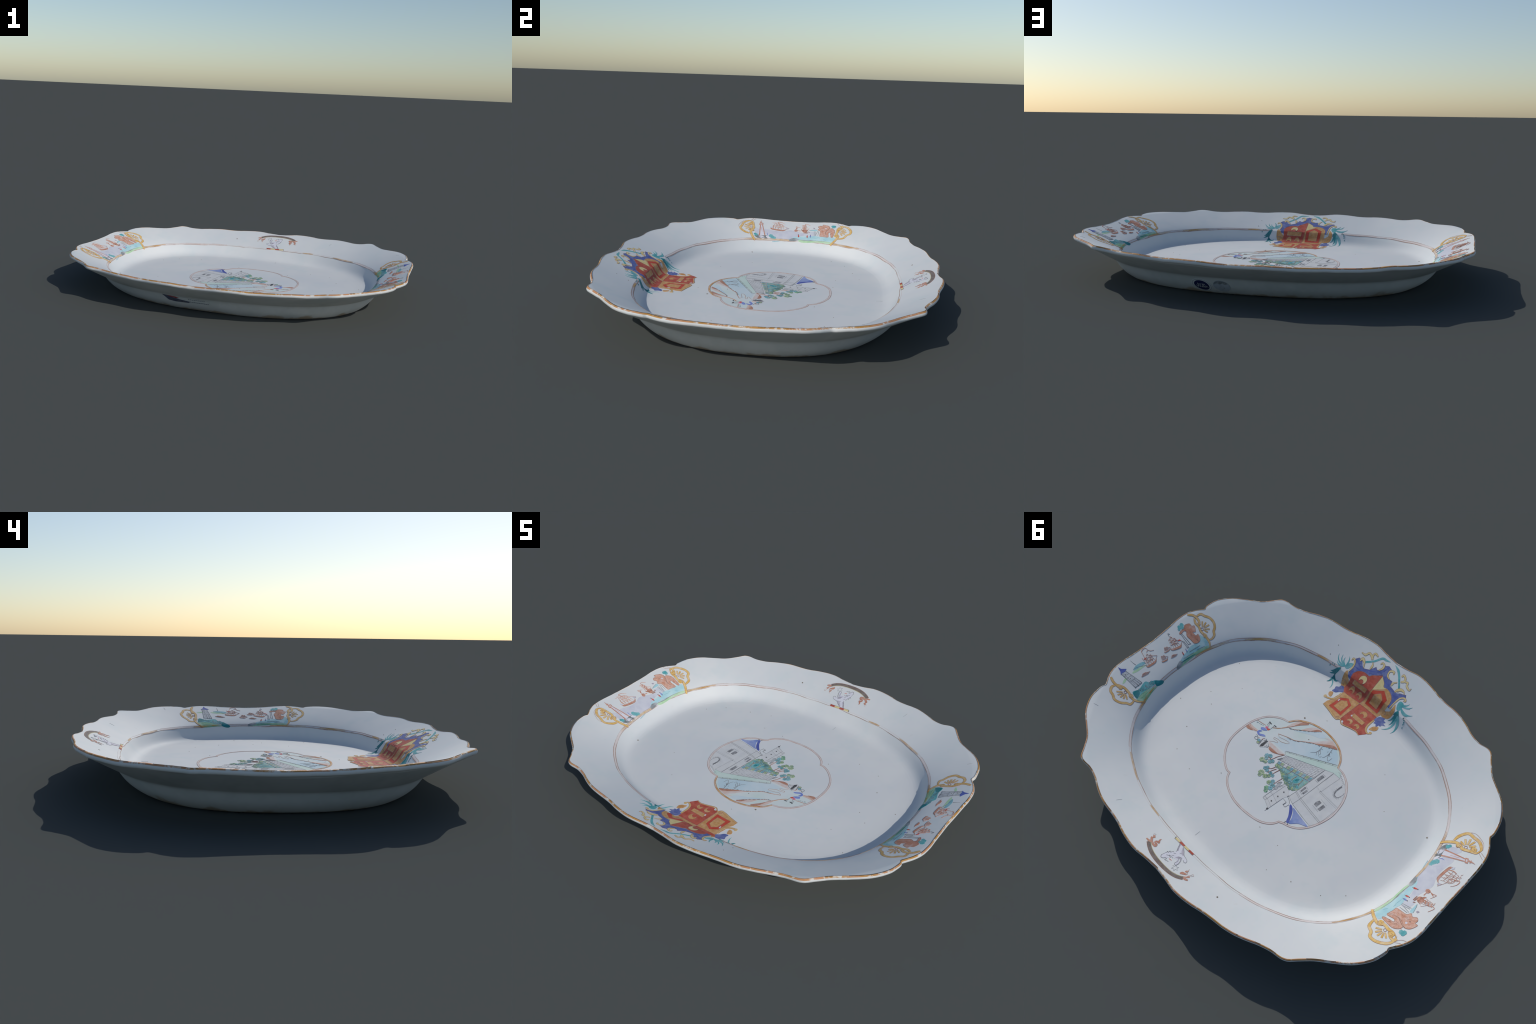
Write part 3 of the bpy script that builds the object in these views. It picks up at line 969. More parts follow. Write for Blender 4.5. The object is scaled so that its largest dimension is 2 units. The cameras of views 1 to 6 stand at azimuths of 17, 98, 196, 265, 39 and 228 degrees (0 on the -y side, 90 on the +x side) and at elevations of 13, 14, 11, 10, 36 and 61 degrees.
for k in range(15):
    p = P[int(k / 15 * (len(P) - 8))]
    d = (p - mid) / np.linalg.norm(p - mid)
    e.line('dark_line', [p + d * 2, p + d * 10], (1.8, 1), 6, False)
fort = e.done('fortress', medallion)
e = Enamel()
e.fill('light_blue', [(-162.5, 111.8), (-199.3, 118.1), (-280.2, 132.8), (-265.1, 141.5), (-236.7, 155.0), (-205.8, 185.3), (-196.1, 158.1), (-179.5, 131.5)], 5)
e.fill('deep_blue', [(-140.1, 115.4), (-143.3, 108.7), (-160.3, 115.7), (-177.9, 136.5), (-192.1, 162.2), (-202.0, 186.0), (-189.1, 185.9), (-176.9, 161.0), (-158.4, 136.2)], 6)
e.line('black', [(-185.0, 197.6), (-189.1, 186.8)], (1, 5, 3), 6)
e.line('black', [(-202.2, 195.0), (-205.8, 189.7)], 4, 6)
e.done('blue_roof', medallion)

# gabled building behind
e = Enamel()
e.fill('stone', [(-19.6, 176.8), (-40.1, 54.1), (-71.2, 54.0), (-103.2, 83.6), (-90.5, 111.9), (-81.0, 197.9), (-34.5, 180.5)], 2, False)
for pts, w in (([(-18.8, 177.5), (-36.4, 179.3), (-41.2, 133.3), (-51.1, 54.2)], 1.7), ([(-19.0, 176.3), (-18.7, 165.6), (-22.7, 130.6), (-25.2, 109.1)], 1.6), ([(-22.7, 130.6), (-40.8, 133.0), (-88.3, 150.0)], 1.4),
               ([(-18.7, 165.6), (-39.7, 167.7)], 2), ([(-39.7, 167.7), (-63.3, 175.2), (-80.2, 185.3)], 1.4), ([(-37.0, 181.4), (-76.3, 199.3)], 1.3), ([(-79.7, 201.0), (-90.5, 111.9)], 1.7),
               ([(-90.5, 111.9), (-116.4, 115.3), (-115.5, 136.0), (-130.7, 138.1), (-135.8, 115.3)], 1.8), ([(-76.5, 220.0), (-80.0, 198.3)], 1.7), ([(-26.5, 92.3), (-40.4, 57.4)], 2.6), ([(-33.0, 92.6), (-44.1, 64.0)], 1.4)):
    e.line('dark_line' if w > 1.5 else 'grey_line', pts, w * .8, 4, False)
for c in ((-61.6, 161.6), (-66.2, 122.8), (-70.5, 86.5)):
    e.fill('black', [(c[0] - 4.6, c[1] + .5), (c[0] - .5, c[1] + 4.4), (c[0] + 4.8, c[1] - .4), (c[0] + .6, c[1] - 4.6)], 5, False)
e.fill('black', [(-74.6, 209.5), (-72.4, 201.5), (-80.3, 198.6), (-81.1, 206.2)], 5)
e.line('black', [(-118.3, 117.8), (-114.8, 135.9)], (1, 4), 5)
e.fill('rock_grey', [(-15.8, 103.1), (-15.0, 93.4), (-17.3, 56.3), (-25.3, 53.4), (-31.0, 87.6), (-32.9, 101.4), (-26.0, 108.3)], 3, False)
e.line('dark_line', [(-24.3, 108.3), (-14.0, 101.4), (-17.5, 92.7), (-33.0, 92.6), (-33.7, 102.2), (-24.3, 108.3)], 1.8, 4)
e.line('dark_line', [(-19.6, 88.8), (-19.7, 55.6)], 2, 4)
e.done('gabled_house', medallion)

# ------------------------------------------------------------------ coat of arms
e = Enamel()
e.fill('mantle_blue', [(156, -597), (167, -610), (164, -632), (169, -658), (184, -680), (172, -695), (152, -693), (129, -674), (115, -669), (86, -681), (76, -697), (69, -710), (54, -701), (31, -719), (34, -740), (17, -749), (-8, -742), (-6, -721), (-21, -701), (-46, -703), (-53, -681), (-86, -674), (-99, -670), (-135, -685), (-151, -691), (-162, -676), (-135, -654), (-132, -622), (-129, -600), (-114, -601), (-106, -627), (-54, -636), (9, -638), (79, -637), (127, -622), (140, -595)], 1, False)
for a, b in (((162.7, -651.2), (121.5, -652.9)), ((168.6, -677.6), (130.0, -666.1)), ((89.5, -674.8), (53.2, -692.1)), ((19.5, -711.5), (14.1, -741.9)), ((-14.7, -685.4), (-48.0, -677.8)), ((-87.5, -659.3), (-123.2, -653.3)), ((-114.4, -662.4), (-145.3, -683.2)), ((155.6, -614.3), (148.3, -634.4))):
    e.line('deep_blue', [a, (np.array(a) + b) / 2 + (3, 2), b], (1, 5, 1), 2)
e.line('brown', [(156, -597), (164, -632), (184, -680), (172, -695), (148, -692), (115, -669), (86, -681), (69, -710), (54, -701), (31, -719), (34, -740), (17, -749), (-8, -742), (-6, -721), (-21, -701), (-46, -703), (-53, -681), (-86, -674), (-135, -685), (-151, -691)], 1, 2, False)
arms = e.done('coat_of_arms', root)

SHIELD_RED_TOP = [(144, -569), (138, -585), (141, -603), (144, -621), (130, -643), (103, -656), (76, -657), (65, -657), (54, -670), (34, -682), (11, -695), (8, -619), (20, -545), (129, -539), (144, -559)]
SHIELD_GOLD_TOP = [(11, -695), (-20, -674), (-32, -659), (-56, -661), (-85, -653), (-105, -637), (-114, -614), (-112, -592), (-107, -568), (-97, -545), (20, -545), (8, -619)]
SHIELD_GOLD_LOW = [(129, -539), (20, -545), (28, -407), (42, -392), (68, -396), (100, -405), (153, -415), (152, -440), (141, -461), (139, -493), (131, -518)]
SHIELD_RED_LOW = [(20, -545), (-97, -545), (-98, -518), (-98, -477), (-108, -451), (-131, -441), (-124, -428), (-104, -403), (-79, -411), (-38, -402), (-5, -395), (14, -401), (28, -407)]
e = Enamel()
e.fill('shield_red', SHIELD_RED_TOP, 3, False)
e.fill('shield_gold', SHIELD_GOLD_TOP, 3, False)
e.fill('shield_gold', SHIELD_GOLD_LOW, 3, False)
e.fill('shield_red', SHIELD_RED_LOW, 3, False)
e.fill('cream', [(11, -695), (-20, -674), (-32, -659), (-52, -661), (7, -618), (8, -641)], 4, False)
for outer, inner in (([(124, -425), (116, -502), (81, -527), (42, -506), (40, -423)], [(105, -441), (102, -492), (77, -510), (54, -495), (56, -440)]),
                     ([(0, -562), (2, -617), (-48, -647), (-91, -620), (-86, -559)], [(-16, -575), (-18, -606), (-44, -628), (-72, -608), (-68, -573)])):
    e.fill('ring_red', outer, 4, False)
    e.fill('shield_gold', inner, 5, False)
    e.line('brown', outer, 1.2, 5, False, True)
    e.line('brown', inner, 1.2, 6, False, True)
for bar in ([(118, -591), (115, -604), (28, -605), (31, -591)], [(2, -458), (-2, -482), (-78, -480), (-77, -457)]):
    e.fill('shield_gold', bar, 5, False)
    e.line('brown', bar, 1.2, 6, False, True)
e.line('brown', [(11, -695), (8, -619), (20, -545), (28, -407)], 2, 6, False)
e.line('brown', [(129, -539), (20, -545), (-97, -545)], 2, 6, False)
e.fill('lion_white', [(114, -479), (115, -491), (110, -495), (108, -480)], 6, False)
e.fill('lion_white', [(2, -458), (2, -468), (-4, -468), (-4, -457)], 7, False)
e.line('gold', [(153, -415), (100, -405), (66, -396), (41, -393), (26, -406), (1, -391), (-39, -402), (-79, -410), (-104, -403)], (3, 5, 6, 4, 3.5, 3), 5)
e.line('brown', [(154, -412), (101, -401), (67, -392), (40, -390), (25, -403), (2, -388), (-40, -398), (-80, -407), (-105, -401)], 1.5, 6)
e.line('brown', SHIELD_RED_TOP[3:12] + [], 1.6, 5, True)
e.line('brown', [(11, -695), (-20, -674), (-32, -659), (-56, -661), (-85, -653), (-105, -637), (-114, -614)], 1.6, 5)
e.line('brown', [(51, -394), (49, -409), (38, -412), (36, -400), (44, -400)], 1.6, 6)
e.line('brown', [(10, -394), (19, -401), (14, -409), (4, -406)], 1.6, 6)
e.fill('stone', [(12, -398), (15, -404), (11, -409), (3, -405), (4, -397)], 6)
e.done('shield', arms)
for c, r, b, br, m in (((79.5, -625.3), 20.8, (80.9, -611.8), 12.9, 'cream'), ((100.2, -570.6), 16.3, (100.7, -561.1), 11.2, 'shield_gold'), ((50.7, -570.1), 16.3, (53.5, -561.0), 11.2, 'shield_gold'),
                       ((-40.3, -509.3), 19.6, (-37.4, -496.3), 12.9, 'shield_gold'), ((-17.8, -430.1), 15.7, (-14.6, -420.4), 10.7, 'shield_gold'), ((-63.3, -431.7), 15.2, (-60.7, -420.5), 10.7, 'shield_gold')):
    e = Enamel()
    e.crescent(m, c, r, b, br, 5, 'brown')
    e.done('crescent', arms)

e = Enamel()
e.fill('mantle_blue', [(178, -504), (176, -519), (181, -536), (167, -546), (162, -559), (141, -559), (128, -538), (145, -523), (158, -507)], 2)
e.fill('mantle_blue', [(-99, -524), (-98, -541), (-109, -556), (-125, -563), (-138, -567), (-138, -554), (-154, -551), (-147, -540), (-166, -536), (-149, -526), (-148, -515), (-138, -517), (-134, -497), (-121, -512), (-109, -508), (-109, -521)], 2, False)
e.done('tassel', arms)

e = Enamel()
e.fill('shield_gold', [(167, -559), (181, -582), (183, -598), (178, -615), (159, -600), (136, -585), (135, -578), (145, -563), (157, -556)], 2)
e.fill('shield_gold', [(-108, -565), (-104, -581), (-127, -590), (-139, -598), (-139, -629), (-159, -601), (-157, -582), (-148, -570), (-129, -563)], 2)
e.line('brown', [(181, -582), (159, -583), (136, -579)], 1.6, 4)
e.line('brown', [(-103, -581), (-107, -585), (-119, -585), (-124, -577), (-116, -576)], 1.6, 4)
e.scroll('gold', 'brown', [(130, -524), (131, -489), (144, -465), (168, -454), (186, -453)], (8, 7, 6, 8), 4)
e.disc('gold', (179.4, -454.5), 8.4, 6)
e.fill('shield_gold', [(176, -474), (182, -490), (168, -501), (159, -487), (158, -470)], 4)
e.scroll('gold', 'brown', [(-100, -523), (-99, -478), (-109, -452), (-130, -442), (-143, -455)], (6, 8, 8, 7, 5), 4)
e.disc('gold', (-138.5, -453.7), 7.3, 6)
e.fill('shield_gold', [(-118, -464), (-120, -484), (-129, -498), (-145, -507), (-151, -488), (-142, -474), (-132, -469)], 4)
for pts, w in (([(170, -615), (167, -644), (177, -668), (194, -675), (196, -663)], (4, 6, 7, 7, 5)), ([(157, -685), (156, -700), (144, -698), (131, -689), (119, -669)], (3, 10, 12, 9, 3)),
               ([(87, -684), (90, -705), (100, -717)], (3, 9, 4)), ([(111, -725), (124, -735), (145, -740), (154, -726), (162, -721), (180, -721)], (8, 10, 8, 8, 10, 6)), ([(118, -734), (123, -748), (116, -756), (97, -752)], (7, 6, 7, 8)),
               ([(47, -704), (37, -723), (42, -738), (56, -742), (60, -731)], (3, 8, 9, 7, 5)), ([(-27, -702), (-8, -711), (-3, -733), (-21, -741), (-29, -731)], (3, 6, 6, 8, 8)),
               ([(-57, -684), (-57, -699), (-71, -712)], (3, 9, 5)), ([(-83, -724), (-96, -735), (-91, -749), (-74, -756), (-69, -745)], (6, 9, 7, 7, 9)), ([(-98, -735), (-115, -739), (-123, -725), (-147, -716), (-149, -728)], (5, 8, 8, 8, 3)),
               ([(-93, -670), (-98, -684), (-112, -696), (-131, -696), (-141, -687)], (3, 10, 13, 10, 3)), ([(-128, -600), (-130, -633), (-137, -662), (-155, -675), (-169, -667), (-159, -663)], (3, 5, 6, 6, 7, 5))):
    e.scroll('cream' if pts[0][1] < -560 else 'gold', 'brown', pts, w, 4)
e.done('acanthus_scroll', arms)

e = Enamel()
e.line('teal', [(135, -694), (98, -724), (73, -758), (51, -762), (27, -767)], (10, 9, 11, 10, 2), 2)
e.line('teal', [(-4, -770), (-32, -759), (-54, -743), (-81, -715), (-101, -693)], (2, 12, 11, 9, 10), 2)
e.done('ribbon', arms)

e = Enamel()
e.fill('teal', [(202, -620), (203, -635), (191, -650), (175, -654), (176, -635), (186, -618)], 2)
e.plume('teal', (201.8, -624.0), [((271.8, -650.2), 16), ((251.5, -657.8), 12), ((232.5, -653.9), 8), ((217.9, -670.0), -6), ((257.1, -619.4), 10)], 7, 3)
e.plume('dark_teal', (216.7, -604.5), [((259.3, -567.6), 6), ((257.9, -575.3), 4), ((241.3, -572.9), 5)], 9, 4)
e.plume('dark_teal', (228.4, -571.9), [((239.0, -526.3), 5), ((192.0, -565.9), -10), ((216.0, -557.5), 0), ((222.7, -599.0), 2)], 10, 3)
e.plume('teal', (233.1, -560.5), [((199.5, -506.4), 9), ((239.7, -528.4), 5)], 7, 2)
e.done('acanthus_plume', arms)
e = Enamel()
e.fill('teal', [(-147, -635), (-149, -653), (-169, -654), (-177, -641), (-175, -617), (-160, -615)], 2)
e.plume('teal', (-161.9, -641.7), [((-196.7, -668.0), -6), ((-219.4, -663.3), -8), ((-214.7, -650.9), -4)], 7, 3)
e.plume('teal', (-174.1, -631.2), [((-245.9, -633.7), -12), ((-229.6, -616.9), -8)], 9, 3)
e.plume('dark_teal', (-173.4, -612.2), [((-153.6, -565.7), 8), ((-173.0, -551.5), 6), ((-160.6, -592.2), 3), ((-216.0, -574.2), -4)], 10, 3)
e.plume('teal', (-186.5, -595.3), [((-161.9, -510.6), 14), ((-209.8, -522.3), 14), ((-219.0, -554.7), 6)], 9, 4)
for p in ((-219.4, -602.5), (-228.2, -596.1), (-232.8, -589.7), (-234.6, -583.6), (-239.3, -573.8), (267.4, -597.4), (254.8, -598.7), (274.0, -585.7)):
    e.disc('dark_teal', p, 2.4, 3)
e.done('acanthus_plume', arms)

# ------------------------------------------------------------------ harbour scenes
def shell(e, outer, bar, knots, root_pt, tips, w, gold='gold'):
    """Gilt cartouche: lobed frame, twisted bar with two knots, palmette inside."""
    e.scroll(gold, 'brown', outer, w, 2)
    e.scroll(gold, 'brown', bar, w, 4)
    for c, r in knots:
        e.disc('brown', c, r + 1.2, 6)
        e.disc(gold, c, r, 7)
        c = np.array(c)
        e.line('brown', [c + r * .8 * (1 - t / 9) * np.array([math.cos(t * .8), math.sin(t * .8)]) for t in range(8)], 1.3, 8)
    e.petals(gold, 'brown', root_pt, tips, w * .62 if not isinstance(w, tuple) else 6, 2)
    c = np.array(root_pt)
    e.line('brown', [c + 6.5 * np.array([math.cos(t), math.sin(t)]) for t in np.linspace(0, TAU, 14)[:-1]], 2, 5, True, True)
    return e


def person(e, mat, at, up):
    a, u = np.array(at, float), np.array(up, float)
    s = np.array([-u[1], u[0]])
    e.fill(mat, [a - u * .45 - s * .2, a + u * .3 - s * .15, a + u * .3 + s * .15, a - u * .45 + s * .22], 6, False)
    e.disc('black', a + u * .5, np.linalg.norm(u) * .13, 6)
    e.line('black', [a - u * .45, a - u * .75], 1.6, 6)
    return e


# east end: watch tower, ships, ruined rock
scene = Enamel()
shell(scene, [(949, -260), (944, -283), (925, -292), (901, -306), (872, -307), (849, -294), (838, -276), (821, -263), (817, -238), (829, -219)],
      [(985, -225), (967, -245), (944, -253), (919, -248), (915, -228)], [((912.8, -241.8), 6.7), ((849.5, -224.2), 9.5)],
      (883.3, -235.4), [(911.6, -263.5), (895.7, -274.6), (876.4, -279.3), (858.3, -266.6), (853.2, -247.9)], 10.5)
scene.scroll('gold', 'brown', [(949, -242), (927, -229), (902, -230), (880, -222), (857, -223), (831, -224), (808, -218), (790, -203)], 10, 4)
shell(scene, [(907, 321), (909, 342), (894, 361), (873, 365), (850, 374), (823, 362), (805, 338), (793, 328), (796, 307), (806, 293)],
      [(952, 311), (926, 318), (901, 316), (878, 311)], [((882.8, 310.5), 7.9), ((824.0, 295.7), 9.5)],
      (853.8, 305.5), [(878.2, 339.4), (861.4, 345.8), (844.4, 343.8), (831.0, 335.8), (820.1, 323.7)], 10.5)
scene.scroll('gold', 'brown', [(908, 317), (892, 305), (871, 294), (840, 293), (813, 299), (788, 287), (770, 257)], 10, 4)
east = scene.done('harbour_panel', root)

e = Enamel()
e.fill('shore_teal', [(868, -204), (829, -215), (794, -196), (811, -120), (818, -51), (813, -3), (835, -46), (847, -97), (855, -131), (848, -165)], 0)
e.fill('meadow', [(794, -198), (807, -198), (820, -129), (824, -53), (809, 6), (809, -110)], 1)
e.fill('rock_grey', [(820, 1), (831, -30), (819, -41), (809, -11), (808, 8)], 2)
e.fill('dark_teal', [(821, -23), (821, -77), (813, -122), (816, -71)], 2)
for pts in ([(837, -101), (834, -133), (830, -170)], [(823, -141), (814, -186)], [(830, -54), (823, -119)]):
    e.line('dark_line', pts, (1.6, 2.2, 1), 3)
e.fill('shore_teal', [(925, 193), (933, 165), (930, 132), (916, 120), (917, 153), (917, 190)], 1)
e.fill('grass', [(911, 211), (918, 192), (915, 154), (907, 120), (906, 146), (905, 187)], 0)
e.line('dark_line', [(924, 195), (921, 165), (905, 121)], 1.4, 2)
e.line('dark_line', [(967, 174), (951, 172), (936, 168)], (1.4, 2, 3), 2)
e.fill('grass', [(894, 288), (908, 266), (906, 251), (894, 270)], 0)
e.fill('meadow', [(800, 283), (803, 254), (807, 210), (803, 148), (791, 193), (780, 228), (772, 257), (786, 277)], 1)
e.fill('teal', [(836, 276), (832, 240), (844, 201), (845, 184), (832, 171), (828, 145), (817, 131), (811, 174), (809, 216), (804, 259), (800, 281)], 2)
e.fill('dark_teal', [(832, 276), (830, 246), (813, 251), (801, 279)], 3)
e.fill('dark_teal', [(825, 144), (816, 124), (805, 105), (799, 120), (801, 150), (812, 152)], 3)
for k in range(14):
    f = k / 13
    p = np.array((824.7, 234.5)) * (1 - f) + np.array((823.4, 149.8)) * f + np.array([rng.uniform(-5, 5), rng.uniform(-5, 5)])
    e.clump('teal', 'dark_line', [(p, rng.uniform(5, 8))], 3)
for pts in ([(792, 264), (802, 207)], [(781, 250), (795, 181)], [(804, 261), (808, 234), (812, 189)]):
    e.line('bush_green', pts, (1, 4, 1), 3)
e.done('shore', east)

e = Enamel()
e.fill('tower_grey', [(937, 230), (850, 204), (845, 249), (935, 258)], 2, False)
for pts, w in (([(937, 230), (850, 204)], 2.4), ([(935, 258), (844, 248)], 2.4), ([(904, 251), (907, 219)], 1.8), ([(883, 248), (885, 217)], 1.8), ([(847, 251), (850, 204)], 2.2), ([(919, 255), (920, 226)], 1.4), ([(885, 236), (845, 228)], 4), ([(886, 225), (847, 215)], 2), ([(933, 249), (860, 240)], 1.2)):
    e.line('dark_line', pts, w, 4, False)
for c in ((923.8, 242.3), (896.5, 236.7)):
    e.fill('stone', [(c[0] - 5, c[1] - 4), (c[0] + 4, c[1] - 5), (c[0] + 5, c[1] + 4), (c[0] - 4, c[1] + 5)], 4, False)
    e.disc('black', c, 2.4, 5)
e.fill('deep_blue', [(974, 248), (959, 242), (945, 220), (937, 234), (939, 253), (934, 264), (951, 253)], 5, False)
e.done('watch_tower', east)

e = Enamel()
e.fill('rust', [(935, -124), (941, -140), (941, -162), (952, -177), (944, -201), (927, -203), (919, -215), (894, -198), (901, -186), (878, -186), (876, -200), (852, -192), (845, -173), (854, -153), (877, -150), (903, -147), (923, -161), (932, -151), (929, -129)], 3)
e.line('brown', [(935, -124), (941, -140), (941, -162), (952, -177), (944, -201), (927, -203), (919, -215), (894, -198), (901, -186), (878, -186), (876, -200), (852, -192), (845, -173), (854, -153), (877, -150), (903, -147), (923, -161), (932, -151), (929, -129)], 1.8, 4, True, True)
for k in range(34):
    p = np.array((936.7, -162.7)) * (1 - k / 33) + np.array((859.1, -179.8)) * k / 33 + np.array([rng.uniform(-14, 6), rng.uniform(-9, 9)])
    e.line('ruin_shade' if k % 3 else 'brown', [p, p + np.array([rng.uniform(10, 18), rng.uniform(-6, 2)])], (1, 2.2, .8), 5)
e.clump('teal', None, [((962.7, -164.4), 10.1), ((960.7, -147.0), 9.5), ((951.7, -156.5), 9.5), ((952.9, -137.6), 6.7)], 4)
for pts in ([(929, -128), (866, -123)], [(925, -134), (864, -135)], [(897, -110), (859, -108)], [(894, -115), (857, -115)], [(868, -121), (863, -138)], [(859, -104), (856, -118)]):
    e.line('dark_line', pts, 2, 4, False)
e.done('ruin', east)

e = Enamel()
e.ship('brown', 'rust', (888.9, -60.9), np.subtract((879.8, -94.3), (896.2, -32.7)), np.subtract((957.7, -76.0), (891.0, -60.7)), 3, 'rust', False)
e.fill('scarlet', [(911, -90), (914, -102), (904, -108)], 6, False)
e.line('dark_line', [(953, -71), (969, -75), (962, -82)], 2, 6)
e.done('ship', east)
e = Enamel()
e.ship('brown', 'rust', (896.6, 97.6), np.subtract((898.6, 61.9), (899.6, 126.4)), np.subtract((957.1, 83.4), (897.8, 96.5)), 3, 'rust', False)
e.line('rust', [(898, 115), (961, 101), (975, 95), (979, 73), (967, 64)], (1.6, 1.6, 3, 2, .8), 6)
e.line('rust', [(958, 78), (962, 66), (952, 58), (945, 41)], (3, 2, 1), 6)
e.fill('scarlet', [(935, 117), (940, 107), (929, 102)], 6, False)
e.line('rust', [(914, 122), (946, 118)], 1.6, 5)
e.done('ship', east)
for at, al, up, m in (((872.9, 32.0), np.subtract((869.2, 13.0), (874.0, 47.3)), np.subtract((906.2, 23.0), (874.1, 30.9)), 2), ((903.2, -10.9), np.subtract((902.0, -28.4), (904.7, 4.9)), np.subtract((928.1, -18.6), (903.2, -10.9)), 2),
                      ((863.2, -19.5), np.subtract((860.9, -35.7), (865.7, -2.3)), np.subtract((874.4, -21.3), (863.2, -19.5)), 1), ((871.5, 163.3), np.subtract((869.9, 140.6), (873.5, 185.0)), np.subtract((884.1, 163.1), (871.5, 163.3)), 1)):
    e = Enamel()
    e.ship('brown', 'rust', at, al, up, m, 'rust', False)
    e.done('boat', east)
e = Enamel()
person(e, 'scarlet', (850.0, -69.4), np.subtract((863.5, -72.3), (850.0, -69.4)))
person(e, 'coat_blue', (851.7, -94.4), np.subtract((864.1, -97.2), (851.7, -94.4)))
e.done('figure', east)

# west end: lighthouse, ships, ruined castle
scene = Enamel()
shell(scene, [(-819, -259), (-824, -289), (-847, -320), (-882, -316), (-911, -311), (-938, -287), (-940, -265)], [(-780, -219), (-800, -237), (-831, -253), (-854, -254), (-875, -243), (-908, -252), (-933, -259), (-940, -277)],
      [((-851.6, -248.0), 10.2), ((-915.1, -266.1), 12.4)], (-882.0, -257.3), [(-845.3, -269.9), (-854.3, -289.8), (-872.5, -302.8), (-895.2, -302.1), (-911.4, -287.5)], 12, 'bright_gold')
scene.line('brown_line', [(-841, -322), (-869, -336), (-900, -329), (-930, -313), (-946, -285)], 2, 3)
shell(scene, [(-815, 269), (-820, 304), (-844, 320), (-856, 341), (-888, 342), (-925, 322), (-941, 295), (-936, 267)], [(-776, 232), (-803, 255), (-839, 271), (-862, 258), (-892, 264), (-915, 263), (-932, 268)],
      [((-847.4, 261.1), 13.1), ((-913.0, 274.1), 13.1)], (-882.3, 275.9), [(-846.3, 293.7), (-857.8, 310.3), (-875.1, 318.4), (-895.0, 314.1), (-910.6, 302.7)], 12, 'bright_gold')
scene.scroll('bright_gold', 'brown', [(-910, 283), (-937, 290), (-947, 275)], 11, 3)
for pts in ([(-945, -264), (-972, -248)], [(-949, -272), (-975, -261)], [(-947, 286), (-961, 267), (-980, 258)], [(-943, 297), (-969, 281)]):
    scene.line('brown_line', pts, 2, 3)
west = scene.done('harbour_panel', root)

e = Enamel()
e.fill('sea_lilac', [(-831, -227), (-882, -232), (-857, -180), (-884, -175), (-876, -103), (-883, -57), (-896, -13), (-877, 61), (-892, 102), (-878, 136), (-851, 132), (-848, 52), (-818, -13), (-804, -63), (-800, -118), (-835, -156), (-826, -203)], 0)
e.fill('shore_cyan', [(-794, 228), (-813, 129), (-812, 54), (-817, 4), (-833, 3), (-845, 49), (-849, 105), (-853, 135), (-845, 163), (-841, 211), (-828, 253)], 1)
e.fill('grass', [(-784, 225), (-801, 157), (-805, 55), (-816, 42), (-813, 113), (-808, 182), (-795, 229)], 2)
e.fill('rock_grey', [(-815, 37), (-808, 3), (-811, -17), (-827, 3), (-825, 34)], 3)
e.line('dark_line', [(-800, 206), (-812, 149), (-813, 95), (-818, 36)], (1, 2, 2), 3)
e.fill('shore_cyan', [(-900, 138), (-900, 111), (-902, 92), (-915, 125), (-913, 140)], 1)
e.line('dark_line', [(-915, 136), (-908, 105), (-902, 92)], 1.6, 3)
e.fill('rock_grey', [(-797, -153), (-795, -194), (-807, -226), (-821, -213), (-827, -166), (-820, -145)], 1)
e.fill('lion_white', [(-800, -171), (-801, -186), (-815, -201), (-818, -181), (-812, -161)], 2)
e.fill('lion_white', [(-808, -138), (-813, -154), (-823, -158), (-817, -132)], 2)
e.clump('teal', None, [((-819.5, -218.5), 9.5), ((-824.1, -225.3), 8.0)], 2)
e.clump('teal', None, [((-829.1, -129.9), 12.4), ((-822.1, -119.7), 11.7), ((-817.7, -105.9), 8.8)], 2)
e.line('coat_blue', [(-828, -145), (-836, -154), (-851, -154)], (2, 4, 2), 3)
for pts in ([(-816, -22), (-827, 14)], [(-795, -117), (-804, -72)], [(-832, 152), (-837, 115)], [(-834, 165), (-837, 148)], [(-809, 205), (-823, 185)]):
    e.line('shore_teal', pts, (1, 3, 1), 3)
e.done('shore', west)

e = Enamel()
e.fill('lion_white', [(-818, -197), (-914, -211), (-921, -197), (-826, -165)], 2, False)
e.line('rust', [(-818, -198), (-916, -209)], (7, 6, 5), 4, False)
e.line('rust', [(-824, -166), (-921, -198)], (7, 6, 5), 4, False)
e.line('rust', [(-855, -188), (-894, -199)], 1.6, 4)
e.fill('rust', [(-913, -215), (-926, -219), (-938, -196), (-925, -192)], 5, False)
e.fill('lion_white', [(-920, -211), (-925, -212), (-931, -201), (-925, -201)], 6, False)
e.line('rust', [(-930, -209), (-947, -212), (-963, -212)], (9, 7, 1), 5)
e.line('rust', [(-940, -218), (-944, -202)], 3, 6, False)
for pts in ([(-819, -198), (-808, -191)], [(-819, -174), (-801, -153)], [(-803, -183), (-809, -159)]):
    e.line('rock_grey', pts, 3, 3)
e.done('lighthouse', west)

e = Enamel()
e.ship('brown', 'rust', (-890.6, -97.7), np.subtract((-886.1, -51.1), (-892.8, -144.7)), np.subtract((-964.3, -101.1), (-889.4, -99.3)), 3, 'rust', True)
e.fill('sea_lilac', [(-897, -140), (-909, -151), (-912, -141), (-906, -133)], 5, False)
e.fill('lion_shade', [(-902, -37), (-904, -48), (-917, -50), (-913, -35)], 5, False)
e.line('rust', [(-926, -91), (-948, -101), (-967, -106), (-967, -84), (-952, -62)], (2, 2, 2.4, 1), 6)
e.line('rust', [(-892, -123), (-916, -131), (-934, -129)], (2, 4, 1), 6)
e.done('ship', west)
e = Enamel()
e.ship('brown', 'rust', (-903.0, 63.7), np.subtract((-897.7, 86.8), (-901.9, 45.9)), np.subtract((-960.2, 57.2), (-899.2, 64.2)), 2, 'rust', True)
